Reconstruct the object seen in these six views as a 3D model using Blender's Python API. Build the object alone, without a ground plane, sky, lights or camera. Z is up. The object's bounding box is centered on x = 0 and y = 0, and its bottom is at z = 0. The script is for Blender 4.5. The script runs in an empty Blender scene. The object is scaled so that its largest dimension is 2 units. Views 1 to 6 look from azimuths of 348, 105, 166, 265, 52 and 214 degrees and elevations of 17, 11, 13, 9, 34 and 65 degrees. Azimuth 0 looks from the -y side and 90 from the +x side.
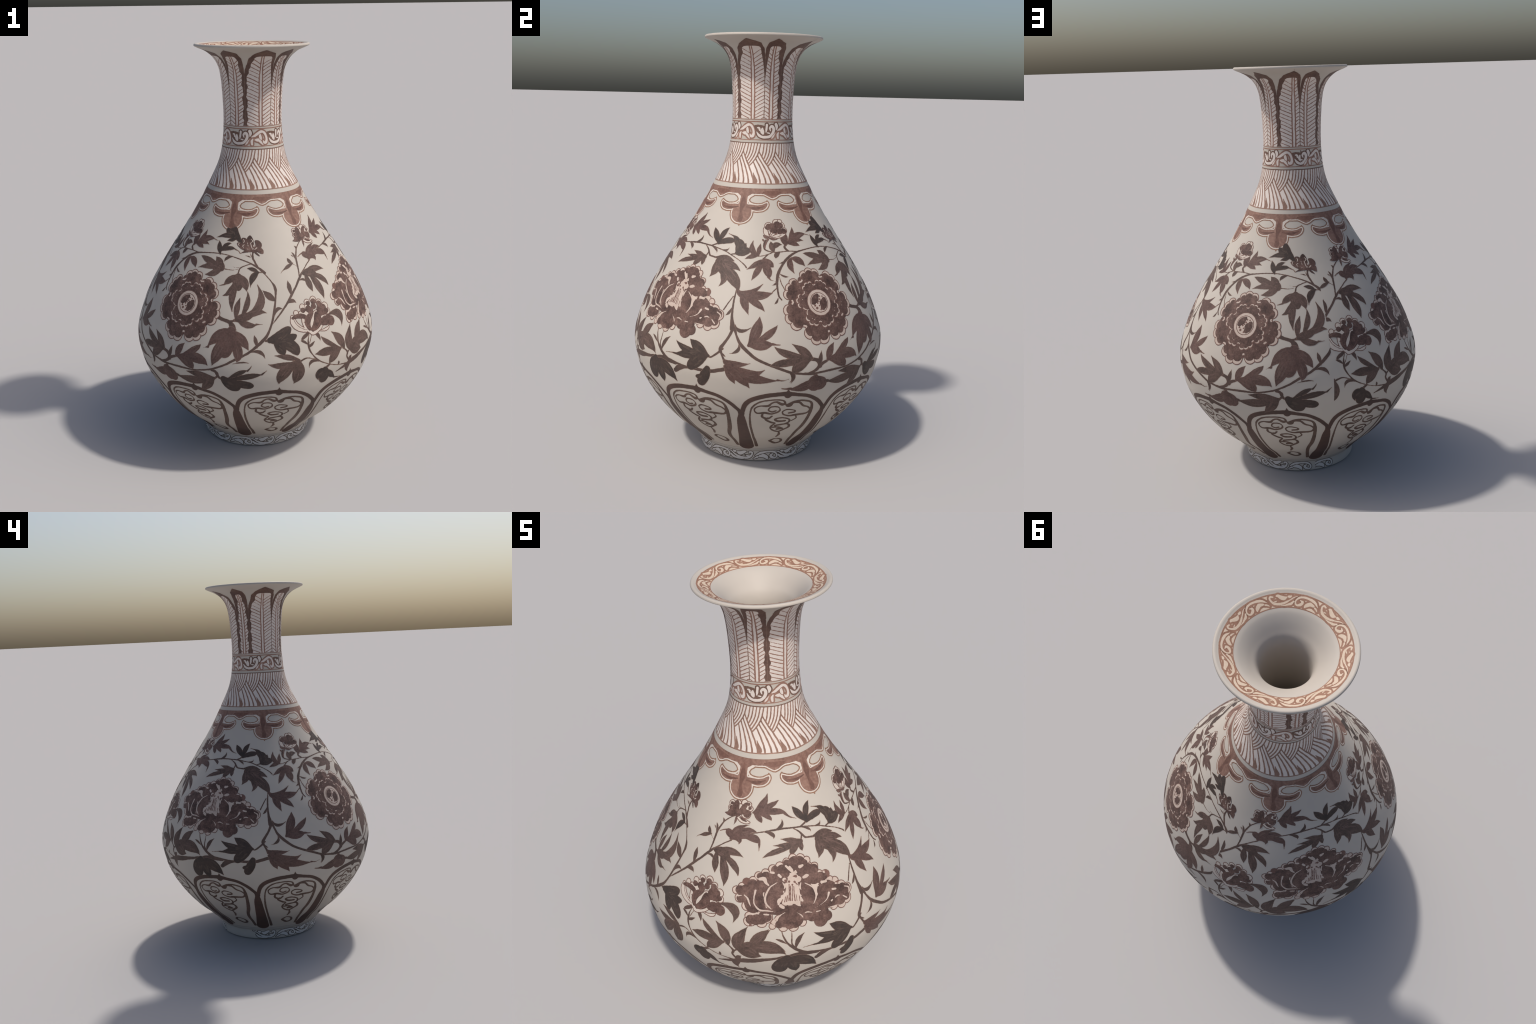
"""A pear-shaped porcelain bottle vase with a flared rim, painted in copper-red and iron-brown.

The pot is one turned profile (foot, body, neck, lip, lining).  The painting is laid on it as thin
raised pigment: every brush mark is a stroke, lobe, dab or disc given on the turned surface by
(angle in degrees, height in metres, width in millimetres).  Marks of one motif are merged into a
distance field on a small unrolled patch of the surface, contoured, and wrapped back on the pot."""
import bpy, math, random
import numpy as np
from collections import namedtuple

random.seed(7)
RAD = math.pi / 180.0

# ------------------------------------------------------------------ the turned profile
OUTER = [(0, .2715), (.004, .2765), (.01, .278), (.045, .2808), (.054, .2835), (.060, .2885), (.070, .3000), (.084, .3115),
         (.098, .3245), (.115, .3420), (.14, .3685), (.18, .4168), (.22, .4551), (.26, .4889), (.31, .5250),
         (.36, .5548), (.42, .5817), (.48, .5981), (.54, .6082), (.60, .6055), (.66, .5906), (.72, .5692),
         (.80, .5346), (.90, .4793), (1.0, .4169), (1.1, .3513), (1.2, .2896), (1.28, .2450), (1.34, .2148),
         (1.38, .1950), (1.44, .1688), (1.50, .1535), (1.56, .1458), (1.64, .1418), (1.72, .1432),
         (1.78, .1465), (1.84, .1518), (1.88, .1591), (1.92, .1759), (1.951, .2032), (1.967, .2275),
         (1.9815, .2625), (1.9875, .2752)]
LIP = [(.2774, 1.9905), (.2768, 1.9955), (.2746, 1.9985), (.2706, 2.0), (.2650, 1.9993), (.2600, 1.9972)]
LINING = [(.2565, 1.9958), (.2370, 1.9890), (.2170, 1.9815), (.1985, 1.9742), (.1815, 1.9650), (.1600, 1.9470),
          (.1380, 1.9240), (.1180, 1.9000), (.1060, 1.8700), (.1015, 1.8350), (.0995, 1.7900), (.0985, 1.7300), (.0975, 1.6500),
          (.0990, 1.5600), (.1080, 1.4800), (.1300, 1.4150), (.1700, 1.3700), (.2200, 1.2700), (.2900, 1.1500),
          (.3800, 1.0100), (.4600, .8800), (.5250, .7600), (.5680, .6500), (.5800, .5600), (.5700, .4700),
          (.5350, .3700), (.4700, .2700), (.3800, .1900), (.2500, .1250), (.1200, .1100), (.0005, .1080)]
UNDERSIDE = [(.0005, .0500), (.1500, .0480), (.2150, .0440), (.2280, .0380), (.2340, .0120), (.2380, .0020), (.2460, .0)]


def hermite(k, v, x):
    h = np.diff(k)
    s = np.diff(v) / h
    m = np.empty_like(v)
    m[1:-1] = (s[:-1] * h[1:] + s[1:] * h[:-1]) / (h[1:] + h[:-1])
    m[0], m[-1] = s[0], s[-1]
    i = np.clip(np.searchsorted(k, x) - 1, 0, len(k) - 2)
    t = np.clip((x - k[i]) / h[i], 0, 1)
    return (2*t**3 - 3*t**2 + 1)*v[i] + (t**3 - 2*t**2 + t)*h[i]*m[i] + (-2*t**3 + 3*t**2)*v[i+1] + (t**3 - t**2)*h[i]*m[i+1]


def catmull(points, per):
    """Points (rows of any width) smoothed by a Catmull-Rom spline."""
    p = np.asarray(points, float)
    if len(p) < 3:
        t = np.linspace(0, 1, per + 1)[:, None]
        return p[:1] * (1 - t) + p[-1:] * t if len(p) == 2 else p
    q = np.vstack([2*p[0] - p[1], p, 2*p[-1] - p[-2]])
    out = []
    for i in range(1, len(q) - 2):
        a, b, c, d = q[i-1], q[i], q[i+1], q[i+2]
        for t in np.arange(per) / per:
            out.append(.5*((2*b) + (c - a)*t + (2*a - 5*b + 4*c - d)*t*t + (3*b - a - 3*c + d)*t**3))
    out.append(q[-2])
    return np.array(out)


OZ = np.array([z for z, r in OUTER], float)
OR = np.array([r for z, r in OUTER], float)


def rad(z):
    return hermite(OZ, OR, np.asarray(z, float))


def build_profile():
    z = np.concatenate([np.linspace(0, .01, 8)[:-1], np.linspace(.01, .13, 60)[:-1], np.linspace(.13, 1.88, 300)[:-1], np.linspace(1.88, OZ[-1], 60)])
    outer = np.stack([rad(z), z], 1)
    under = catmull(UNDERSIDE, 4)
    lip = catmull([tuple(outer[-1])] + LIP + LINING[:1], 5)[1:-1]
    inner = catmull(LINING, 8)
    line = np.vstack([under, outer, lip, inner])
    step = np.hypot(*np.diff(line, axis=0).T)
    s = np.concatenate([[0], np.cumsum(step)])
    s -= s[len(under)]
    return line, s, len(under), len(under) + len(outer), len(under) + len(outer) + len(lip)


LINE, ARC, I_OUTER, I_LIP, I_INNER = build_profile()
MERCATOR = np.concatenate([[0], np.cumsum(np.diff(ARC) * 2 / (LINE[1:, 0] + LINE[:-1, 0]))])   # isotropic unrolling
TANGENT = np.gradient(LINE, ARC, axis=0)
TANGENT /= np.linalg.norm(TANGENT, axis=1)[:, None]


def rho(s):
    return np.interp(s, ARC, LINE[:, 0])


def height(s):
    return np.interp(s, ARC, LINE[:, 1])


def arc_of(z):
    return np.interp(z, LINE[I_OUTER:I_LIP, 1], ARC[I_OUTER:I_LIP])


def normal_rz(s):
    tr, tz = np.interp(s, ARC, TANGENT[:, 0]), np.interp(s, ARC, TANGENT[:, 1])
    n = np.hypot(tr, tz)
    return tz / n, -tr / n


def on_surface(theta, s, lift):
    """Position and normal of points of the turned surface; theta in radians."""
    r, z = rho(s), height(s)
    nr, nz = normal_rz(s)
    c, k = np.cos(theta), np.sin(theta)
    pos = np.stack([(r + lift*nr)*c, (r + lift*nr)*k, z + lift*nz], 1)
    return pos, np.stack([nr*c, nr*k, nz], 1)


# ------------------------------------------------------------------ materials
def pigment(name, tones, scale=16.0, streak=.35, rough=.58, stretch=1.0):
    """Brushed pigment: tones pooled by a soft noise, combed by a finer one."""
    mat = bpy.data.materials.new(name)
    mat.use_nodes = True
    nt = mat.node_tree
    bsdf = nt.nodes["Principled BSDF"]
    co = nt.nodes.new("ShaderNodeTexCoord")
    mp = nt.nodes.new("ShaderNodeMapping")
    mp.inputs["Scale"].default_value = (1, 1, stretch)
    pool = nt.nodes.new("ShaderNodeTexNoise")
    pool.inputs["Scale"].default_value, pool.inputs["Detail"].default_value = scale, 5
    pool.inputs["Distortion"].default_value = .6
    comb = nt.nodes.new("ShaderNodeTexNoise")
    comb.inputs["Scale"].default_value, comb.inputs["Detail"].default_value = scale * 7, 3
    mix = nt.nodes.new("ShaderNodeMix")
    mix.data_type = "FLOAT"
    mix.inputs[0].default_value = streak
    ramp = nt.nodes.new("ShaderNodeValToRGB")
    ramp.color_ramp.elements[0].position, ramp.color_ramp.elements[1].position = .34, .66
    for e, c in zip(ramp.color_ramp.elements, (tones[0], tones[-1])):
        e.color = (*c, 1)
    for i, c in enumerate(tones[1:-1]):
        ramp.color_ramp.elements.new(.34 + .32 * (i + 1) / (len(tones) - 1)).color = (*c, 1)
    nt.links.new(co.outputs["Object"], mp.inputs["Vector"])
    for n in (pool, comb):
        nt.links.new(mp.outputs["Vector"], n.inputs["Vector"])
    nt.links.new(pool.outputs["Fac"], mix.inputs[2])
    nt.links.new(comb.outputs["Fac"], mix.inputs[3])
    nt.links.new(mix.outputs[0], ramp.inputs["Fac"])
    nt.links.new(ramp.outputs["Color"], bsdf.inputs["Base Color"])
    bsdf.inputs["Roughness"].default_value = rough
    bsdf.inputs["Specular IOR Level"].default_value = .22
    return mat


GLAZE = pigment("glaze", [(.446, .400, .350), (.470, .422, .370)], 3.0, .2, .55)
GLAZE_FOOT = pigment("glaze_foot", [(.41, .38, .345), (.445, .415, .38)], 5.0, .2, .45)
BAND_PALE = pigment("band_pale", [(.605, .530, .480), (.645, .570, .520)], 9.0, .3, .45)
FOOT_PALE = pigment("foot_pale", [(.51, .49, .475), (.56, .54, .525)], 9.0, .3, .45)
COLLAR_PALE = pigment("collar_pale", [(.52, .45, .39), (.57, .50, .44)], 12.0, .3)
BLUSH = pigment("blush", [(.43, .335, .280), (.51, .415, .355)], 14.0, .3)
EDGE = pigment("pigment_edge", [(.17, .105, .080), (.23, .15, .115)], 22.0, .4)
STEM = pigment("stem_pigment", [(.064, .044, .037), (.112, .071, .058)], 11.0, .4)
LEAF = pigment("leaf_pigment", [(.060, .041, .034), (.125, .079, .065)], 18.0, .5)
LEAF_RED = pigment("leaf_red", [(.068, .042, .036), (.138, .081, .068)], 18.0, .5)
LEAF_DARK = pigment("leaf_dark", [(.040, .031, .027), (.072, .048, .040)], 14.0, .45)
PETAL = pigment("petal_pigment", [(.053, .032, .027), (.100, .058, .048), (.175, .105, .085)], 20.0, .35)
OUTLINE = pigment("outline", [(.12, .062, .050), (.18, .10, .080)], 24.0, .4)
BAND_DARK = pigment("band_dark", [(.068, .045, .037), (.095, .055, .044)], 8.0, .4)
LINE_BROWN = pigment("line_brown", [(.115, .068, .052), (.18, .105, .080)], 14.0, .4)
LINE_FAINT = pigment("line_faint", [(.30, .24, .20), (.36, .29, .24)], 14.0, .4)
LINE_FOOT = pigment("line_foot", [(.085, .066, .054), (.14, .108, .088)], 14.0, .4)
LINE_NECK = pigment("line_neck", [(.225, .122, .093), (.325, .188, .143)], 14.0, .4)
LINE_WAVE = pigment("line_wave", [(.185, .107, .079), (.31, .185, .140)], 12.0, .4)
LINE_COLLAR = pigment("line_collar", [(.19, .105, .070), (.28, .16, .11)], 16.0, .4)
WASH = pigment("wash", [(.140, .078, .060), (.215, .120, .092), (.29, .175, .134)], 13.0, .4)
WASH_DARK = pigment("wash_dark", [(.105, .055, .044), (.19, .10, .075)], 12.0, .4)
CAP_DARK = pigment("cap_dark", [(.085, .048, .040), (.155, .092, .070)], 13.0, .4)
RIM_RED = pigment("rim_red", [(.23, .118, .078), (.33, .185, .128)], 18.0, .4)
RIM_CREAM = pigment("rim_cream", [(.55, .43, .325), (.61, .49, .385)], 14.0, .3)
FLECK = pigment("leaf_fleck", [(.092, .058, .049), (.150, .096, .080)], 34.0, .5)
FLECK_DARK = pigment("leaf_fleck_dark", [(.062, .045, .037), (.095, .066, .053)], 30.0, .5)
BUD_PALE = pigment("bud_pale", [(.47, .395, .335), (.54, .465, .405)], 14.0, .3)
LINE_PANEL = pigment("line_panel", [(.085, .055, .043), (.14, .09, .07)], 14.0, .4)


# ------------------------------------------------------------------ brush marks
Stroke_ = namedtuple("Stroke_", "points")
Lobe_ = namedtuple("Lobe_", "a b c w blunt")
Disc_ = namedtuple("Disc_", "t z r")
Region = namedtuple("Region", "f box")          # f(theta_deg, z) -> distance, box (t0, t1, z0, z1)


def Stroke(*points):
    return Stroke_(points)


def Lobe(a, b, c, w):
    return Lobe_(a, b, c, w, False)


def Dab(a, b, c, w):
    return Lobe_(a, b, c, w, True)


def Disc(t, z, r):
    return Disc_(t, z, r)


class Patch:
    """An unrolled piece of the turned surface around (t0 degrees, arc length s0), the same scale both ways."""

    def __init__(self, t0, s0, to_s=arc_of):
        self.t0, self.s0, self.to_s = t0, s0, to_s
        self.r0, self.m0 = float(rho(s0)), float(np.interp(s0, ARC, MERCATOR))

    def flat(self, t, z):
        s = self.to_s(np.asarray(z, float))
        return (np.asarray(t, float) - self.t0) * RAD * self.r0, (np.interp(s, ARC, MERCATOR) - self.m0) * self.r0

    def arc(self, y):
        return np.interp(np.asarray(y) / self.r0 + self.m0, MERCATOR, ARC)

    def size(self, y):
        """Metres on the pot for one metre on the patch."""
        return rho(self.arc(y)) / self.r0


def chain(mark, patch):
    """A mark as a chain of circles: rows of x, y, radius."""
    if isinstance(mark, Disc_):
        x, y = patch.flat(mark.t, mark.z)
        return np.array([[x, y, mark.r / 1000.0 / patch.size(y)]])
    if isinstance(mark, Stroke_):
        p = np.array(mark.points, float)
        x, y = patch.flat(p[:, 0], p[:, 1])
        q = catmull(np.stack([x, y, p[:, 2] / 2000.0], 1), 7)
        q[:, 2] = np.clip(q[:, 2], .0004, None) / patch.size(q[:, 1])
        return q
    p = np.array([mark.a, mark.b, mark.c], float)
    x, y = patch.flat(p[:, 0], p[:, 1])
    a, m, c = np.stack([x, y], 1)
    ctrl = 2*m - .5*(a + c)
    t = np.linspace(0, 1, 19)
    xy = ((1-t)**2)[:, None]*a + (2*t*(1-t))[:, None]*ctrl + (t**2)[:, None]*c
    if mark.blunt:
        prof = np.interp(t, (0, .15, .35, .6, .8, .92, 1), (.46, .66, .84, .90, .80, .58, .34))
    else:
        prof = np.interp(t, (0, .12, .28, .44, .58, .73, .86, .94, 1), (.20, .37, .65, .79, .73, .49, .23, .10, .03))
    k = np.convolve(np.pad(prof, 1, mode="edge"), (.25, .5, .25), "valid")
    k[-1] = prof[-1]
    return np.concatenate([xy, (k * mark.w / 2000.0 / patch.size(xy[:, 1]))[:, None]], 1)


def wobble(x, y):
    return .00045*(np.sin(211*x + 97*y + 1.3) * np.sin(173*y - 61*x) + .7*np.sin(470*x + 3.1) * np.sin(433*y + .4))


def field(marks, patch, pitch, pad=.008, minus=()):
    """Signed distance (negative inside) of the union of marks on a grid of the patch."""
    chains = [chain(m, patch) for m in marks if not isinstance(m, Region)]
    boxes = [(c[:, 0].min() - c[:, 2].max(), c[:, 0].max() + c[:, 2].max(), c[:, 1].min() - c[:, 2].max(), c[:, 1].max() + c[:, 2].max()) for c in chains]
    for m in marks:
        if isinstance(m, Region):
            t0, t1, z0, z1 = m.box
            xx, yy = zip(*[patch.flat(t, z) for t in (t0, t1) for z in (z0, z1)])
            boxes.append((min(xx), max(xx), min(yy), max(yy)))
    b = np.array(boxes, float)
    x0, x1, y0, y1 = b[:, 0].min() - pad, b[:, 1].max() + pad, b[:, 2].min() - pad, b[:, 3].max() + pad
    nx, ny = int((x1 - x0) / pitch) + 2, int((y1 - y0) / pitch) + 2
    gx, gy = x0 + pitch*np.arange(nx), y0 + pitch*np.arange(ny)
    d = np.full((ny, nx), pad * 1.5)

    def stamp(grid, chains):
        for c in chains:
            segs = [(c[0], c[0])] if len(c) == 1 else list(zip(c[:-1], c[1:]))
            for p, q in segs:
                m = max(p[2], q[2]) + pad
                i0, i1 = np.searchsorted(gx, (min(p[0], q[0]) - m, max(p[0], q[0]) + m))
                j0, j1 = np.searchsorted(gy, (min(p[1], q[1]) - m, max(p[1], q[1]) + m))
                if i1 <= i0 or j1 <= j0:
                    continue
                ex, ey = q[0] - p[0], q[1] - p[1]
                L = ex*ex + ey*ey
                ax, ay = gx[None, i0:i1] - p[0], gy[j0:j1, None] - p[1]
                t = np.clip((ax*ex + ay*ey) / L, 0, 1) if L > 1e-14 else 0.0
                dd = np.hypot(ax - t*ex, ay - t*ey) - (p[2] + t*(q[2] - p[2]))
                np.minimum(grid[j0:j1, i0:i1], dd, out=grid[j0:j1, i0:i1])

    stamp(d, chains)
    S = np.broadcast_to(patch.arc(gy)[:, None], d.shape)
    T = np.broadcast_to(patch.t0 + gx[None, :] / patch.r0 / RAD, d.shape)
    d *= patch.size(gy)[:, None]
    for m in marks:
        if isinstance(m, Region):
            d = np.minimum(d, m.f(T, S))
    if minus:
        e = np.full_like(d, pad * 1.5)
        stamp(e, [chain(m, patch) for m in minus])
        e *= patch.size(gy)[:, None]
        d = np.maximum(d, -e)
    return gx, gy, d + wobble(gx[None, :], gy[:, None]), T, S


def dividers(discs, base, patch, wide):
    """Lines between neighbouring discs: where the nearest and the second nearest are equally deep."""
    gx, gy, d, T, S = base
    first, second_ = np.full(d.shape, 9.0), np.full(d.shape, 9.0)
    size = patch.size(gy)[:, None]
    for m in discs:
        x, y, r = chain(m, patch)[0]
        e = (np.hypot(gx[None, :] - x, gy[:, None] - y) - r) * size
        second_ = np.minimum(second_, np.maximum(first, e))
        first = np.minimum(first, e)
    return gx, gy, np.maximum(second_ - first - wide, first), T, S


def contour(gx, gy, d):
    """Triangles of the region d < 0: the grid split in triangles, each clipped at the zero line."""
    ny, nx = d.shape
    X, Y = np.meshgrid(gx, gy)
    flat, xs, ys = d.ravel(), X.ravel(), Y.ravel()
    flat = np.where(np.abs(flat) < 1e-7, 1e-7, flat)
    j, i = np.mgrid[0:ny-1, 0:nx-1]
    v00 = (j*nx + i).ravel()
    v10, v01, v11 = v00 + 1, v00 + nx, v00 + nx + 1
    tri = np.concatenate([np.stack([v00, v10, v11], 1), np.stack([v00, v11, v01], 1)])
    neg = flat[tri] < 0
    cnt = neg.sum(1)
    tri, neg, cnt = tri[cnt > 0], neg[cnt > 0], cnt[cnt > 0]
    N = nx*ny
    edge = lambda a, b: np.where(a < b, a*N + b, b*N + a) + N     # keys of edge points, above those of grid points
    out = [tri[cnt == 3]]
    for want in (1, 2):
        t, g = tri[cnt == want], neg[cnt == want]
        odd = g.argmax(1) if want == 1 else (~g).argmax(1)
        a, b, c = (np.take_along_axis(t, ((odd + k) % 3)[:, None], 1)[:, 0] for k in range(3))
        ab, ac = edge(a, b), edge(a, c)
        out += [np.stack([a, ab, ac], 1)] if want == 1 else [np.stack([ab, b, c], 1), np.stack([ab, c, ac], 1)]
    keys = np.concatenate(out)
    if len(keys) == 0:
        return None
    uniq, inv = np.unique(keys, return_inverse=True)
    faces = inv.reshape(keys.shape)
    g = uniq < N
    px, py, rim = np.empty(len(uniq)), np.empty(len(uniq)), ~g
    px[g], py[g] = xs[uniq[g]], ys[uniq[g]]
    e = uniq[rim] - N
    a, b = e // N, e % N
    t = flat[a] / (flat[a] - flat[b])
    px[rim], py[rim] = xs[a] + t*(xs[b] - xs[a]), ys[a] + t*(ys[b] - ys[a])
    depth = np.zeros(len(uniq))
    depth[g] = -flat[uniq[g]]
    return px, py, faces, depth, rim


def keep(o, parent, name):
    o.name = name
    if parent is not None:
        o.parent = parent
    bpy.context.scene.collection.objects.link(o)
    return o


def mesh_from(name, verts, faces, normals, slots, index):
    me = bpy.data.meshes.new(name)
    me.vertices.add(len(verts))
    me.vertices.foreach_set("co", np.asarray(verts, np.float32).ravel())
    me.loops.add(faces.size)
    me.loops.foreach_set("vertex_index", faces.astype(np.int32).ravel())
    n = faces.shape[1]
    me.polygons.add(len(faces))
    me.polygons.foreach_set("loop_start", np.arange(0, faces.size, n, dtype=np.int32))
    for m in slots:
        me.materials.append(m)
    me.polygons.foreach_set("material_index", np.asarray(index, np.int32))
    me.polygons.foreach_set("use_smooth", np.ones(len(faces), bool))
    me.update(calc_edges=True)
    me.validate()
    me.normals_split_custom_set_from_vertices(np.asarray(normals, float).tolist())
    return me


def paint(name, layers, patch, pitch=.0022, clip=None):
    """One painted piece.  layers: (field triple, grow, material, lift in mm); each is a low raised shell of pigment."""
    V, F, Nn, M, slots, base = [], [], [], [], [], 0
    for (gx, gy, d, T, S), grow, mat, lift in layers:
        d = d - grow
        if clip:
            d = np.maximum(d, np.maximum((clip[0] - T), (T - clip[1])) * RAD * rho(S))
        got = contour(gx, gy, d)
        if got is None:
            continue
        px, py, faces, depth, rim = got
        s = patch.arc(py)
        theta = patch.t0 * RAD + px / patch.r0
        h = (lift - .10 + .10*np.clip(depth / .0012, 0, 1)) / 1000.0
        pos, nor = on_surface(theta, s, h)
        if mat not in slots:
            slots.append(mat)
        V.append(pos), Nn.append(nor), F.append(faces + base), M.append(np.full(len(faces), slots.index(mat)))
        base += len(pos)
    if not V:
        return None
    return mesh_from(name, np.concatenate(V), np.concatenate(F), np.concatenate(Nn), slots, np.concatenate(M))


def centre(marks):
    pts = []
    for m in marks:
        if isinstance(m, Stroke_):
            pts += [p[:2] for p in m.points]
        elif isinstance(m, Lobe_):
            pts += [m.a, m.b, m.c]
        elif isinstance(m, Disc_):
            pts.append((m.t, m.z))
    p = np.array(pts, float)
    return p.min(0), p.max(0)


def put(name, me, parent, turn=0.0):
    if me is None:
        return None
    o = bpy.data.objects.new(name, me)
    o.rotation_euler = (0, 0, turn * RAD)
    return keep(o, parent, name)


# ------------------------------------------------------------------ the pot
def turned(name, i0, i1, mat, turns=256):
    """A slice of the turned profile, smooth-shaded; neighbours share their border rings."""
    s = ARC[i0:i1]
    th = np.arange(turns) * 2*math.pi / turns
    n = len(s)
    S, T = np.repeat(s, turns), np.tile(th, n)
    r, z = np.repeat(LINE[i0:i1, 0], turns), np.repeat(LINE[i0:i1, 1], turns)
    nr, nz = normal_rz(S)
    pos = np.stack([r*np.cos(T), r*np.sin(T), z], 1)
    nor = np.stack([nr*np.cos(T), nr*np.sin(T), nz], 1)
    i, j = np.mgrid[0:n-1, 0:turns]
    a, b = (i*turns + j).ravel(), (i*turns + (j + 1) % turns).ravel()
    faces = np.stack([a, b, b + turns, a + turns], 1)
    return mesh_from(name, pos, faces, nor, [mat], np.zeros(len(faces)))


def ring_at(z):
    return I_OUTER + int(np.argmin(np.abs(LINE[I_OUTER:I_LIP, 1] - z)))


vase = bpy.data.objects.new("porcelain_vase", None)
vase.empty_display_size = .2
keep(vase, None, "porcelain_vase")
vase["label"] = "pear-shaped white porcelain bottle vase with flared rim and brown-red painted peony scrolls"
vase["category"] = "vase"

CUT = [0, ring_at(.084), ring_at(1.3195), ring_at(1.978), I_INNER + 24, len(ARC) - 1]
foot = put("foot", turned("foot", 0, CUT[1] + 1, GLAZE_FOOT), vase)
body = put("body", turned("body", CUT[1], CUT[2] + 1, GLAZE), vase)
neck = put("neck", turned("neck", CUT[2], CUT[3] + 1, GLAZE), vase)
lip = put("lip", turned("lip", CUT[3], CUT[4] + 1, GLAZE), vase)
lining = put("lining", turned("lining", CUT[4], len(ARC), GLAZE), vase)

# ------------------------------------------------------------------ the peony scroll, painted twice round the pot
SEAM = 90.0                                  # the two turns of the scroll meet here, cut hard, as on the original


def second(t):
    """How far round the second turn of the scroll stands from the first."""
    return 172.2 + 2.3 * (t + 72) / 152


def twice(name, marks, layers_of, parent, pitch=.0022, kind=None):
    """Paint a motif in both turns of the scroll; cut at the seam the ones that meet it."""
    lo, hi = centre(marks)
    mid = (lo + hi) / 2
    patch = Patch(mid[0], float(arc_of(mid[1])))
    layers = layers_of(patch, pitch)
    turn = second(mid[0])
    whole = None
    made = []
    if hi[0] < SEAM + 4:
        whole = paint(name, layers, patch, pitch, (-400, SEAM) if hi[0] > SEAM - 6 else None)
        made.append(put(name, whole, parent))
    again = whole
    if lo[0] + turn < SEAM + 6 or hi[0] > SEAM - 6:
        again = paint(name, layers, patch, pitch, (SEAM - turn, 400)) if hi[0] + turn > SEAM else None
    made.append(put(name, again, parent, turn))
    for o in made:
        if o and kind:
            o["kind"] = kind
    return [o for o in made if o]


def np_clip_field(g, f, inset):
    """Field g kept inside field f shrunk by inset; f is sampled on g's grid."""
    gx, gy, d, T, S = g
    fx, fy, e = f[0], f[1], f[2]
    ix, iy = np.clip(np.searchsorted(fx, gx), 0, len(fx) - 1), np.clip(np.searchsorted(fy, gy), 0, len(fy) - 1)
    return gx, gy, np.maximum(d, e[np.ix_(iy, ix)] + inset), T, S


def plain(marks, core, edge=None, lift=.6, grow=0.0):
    def layers(patch, pitch):
        f = field(marks, patch, pitch)
        rows = [(f, grow, edge, lift - .12)] if edge else []
        return rows + [(f, (-.0012 if edge else 0) + grow, core, lift)]
    return layers


def stems():
    marks = STEMS
    patch = Patch(5.0, float(arc_of(.80)))
    f = field(marks, patch, .0026)
    layers = [(f, -.0008, EDGE, .4), (f, -.0020, STEM, .52)]
    a = put("scroll_stem", paint("scroll_stem", layers, patch, .0022, (-400, SEAM)), body)
    # second turn: each height keeps its place, the angle is stretched a little as on the original
    def moved(m):
        return Stroke_([(t + second(t), z, w) for t, z, w in m.points])
    patch = Patch(185.0, float(arc_of(.80)))
    f = field([moved(m) for m in marks], patch, .0026)
    layers = [(f, -.0008, EDGE, .4), (f, -.0020, STEM, .52)]
    put("scroll_stem", paint("scroll_stem", layers, patch, .0022, (SEAM, 400)), body)
    return a


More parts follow.
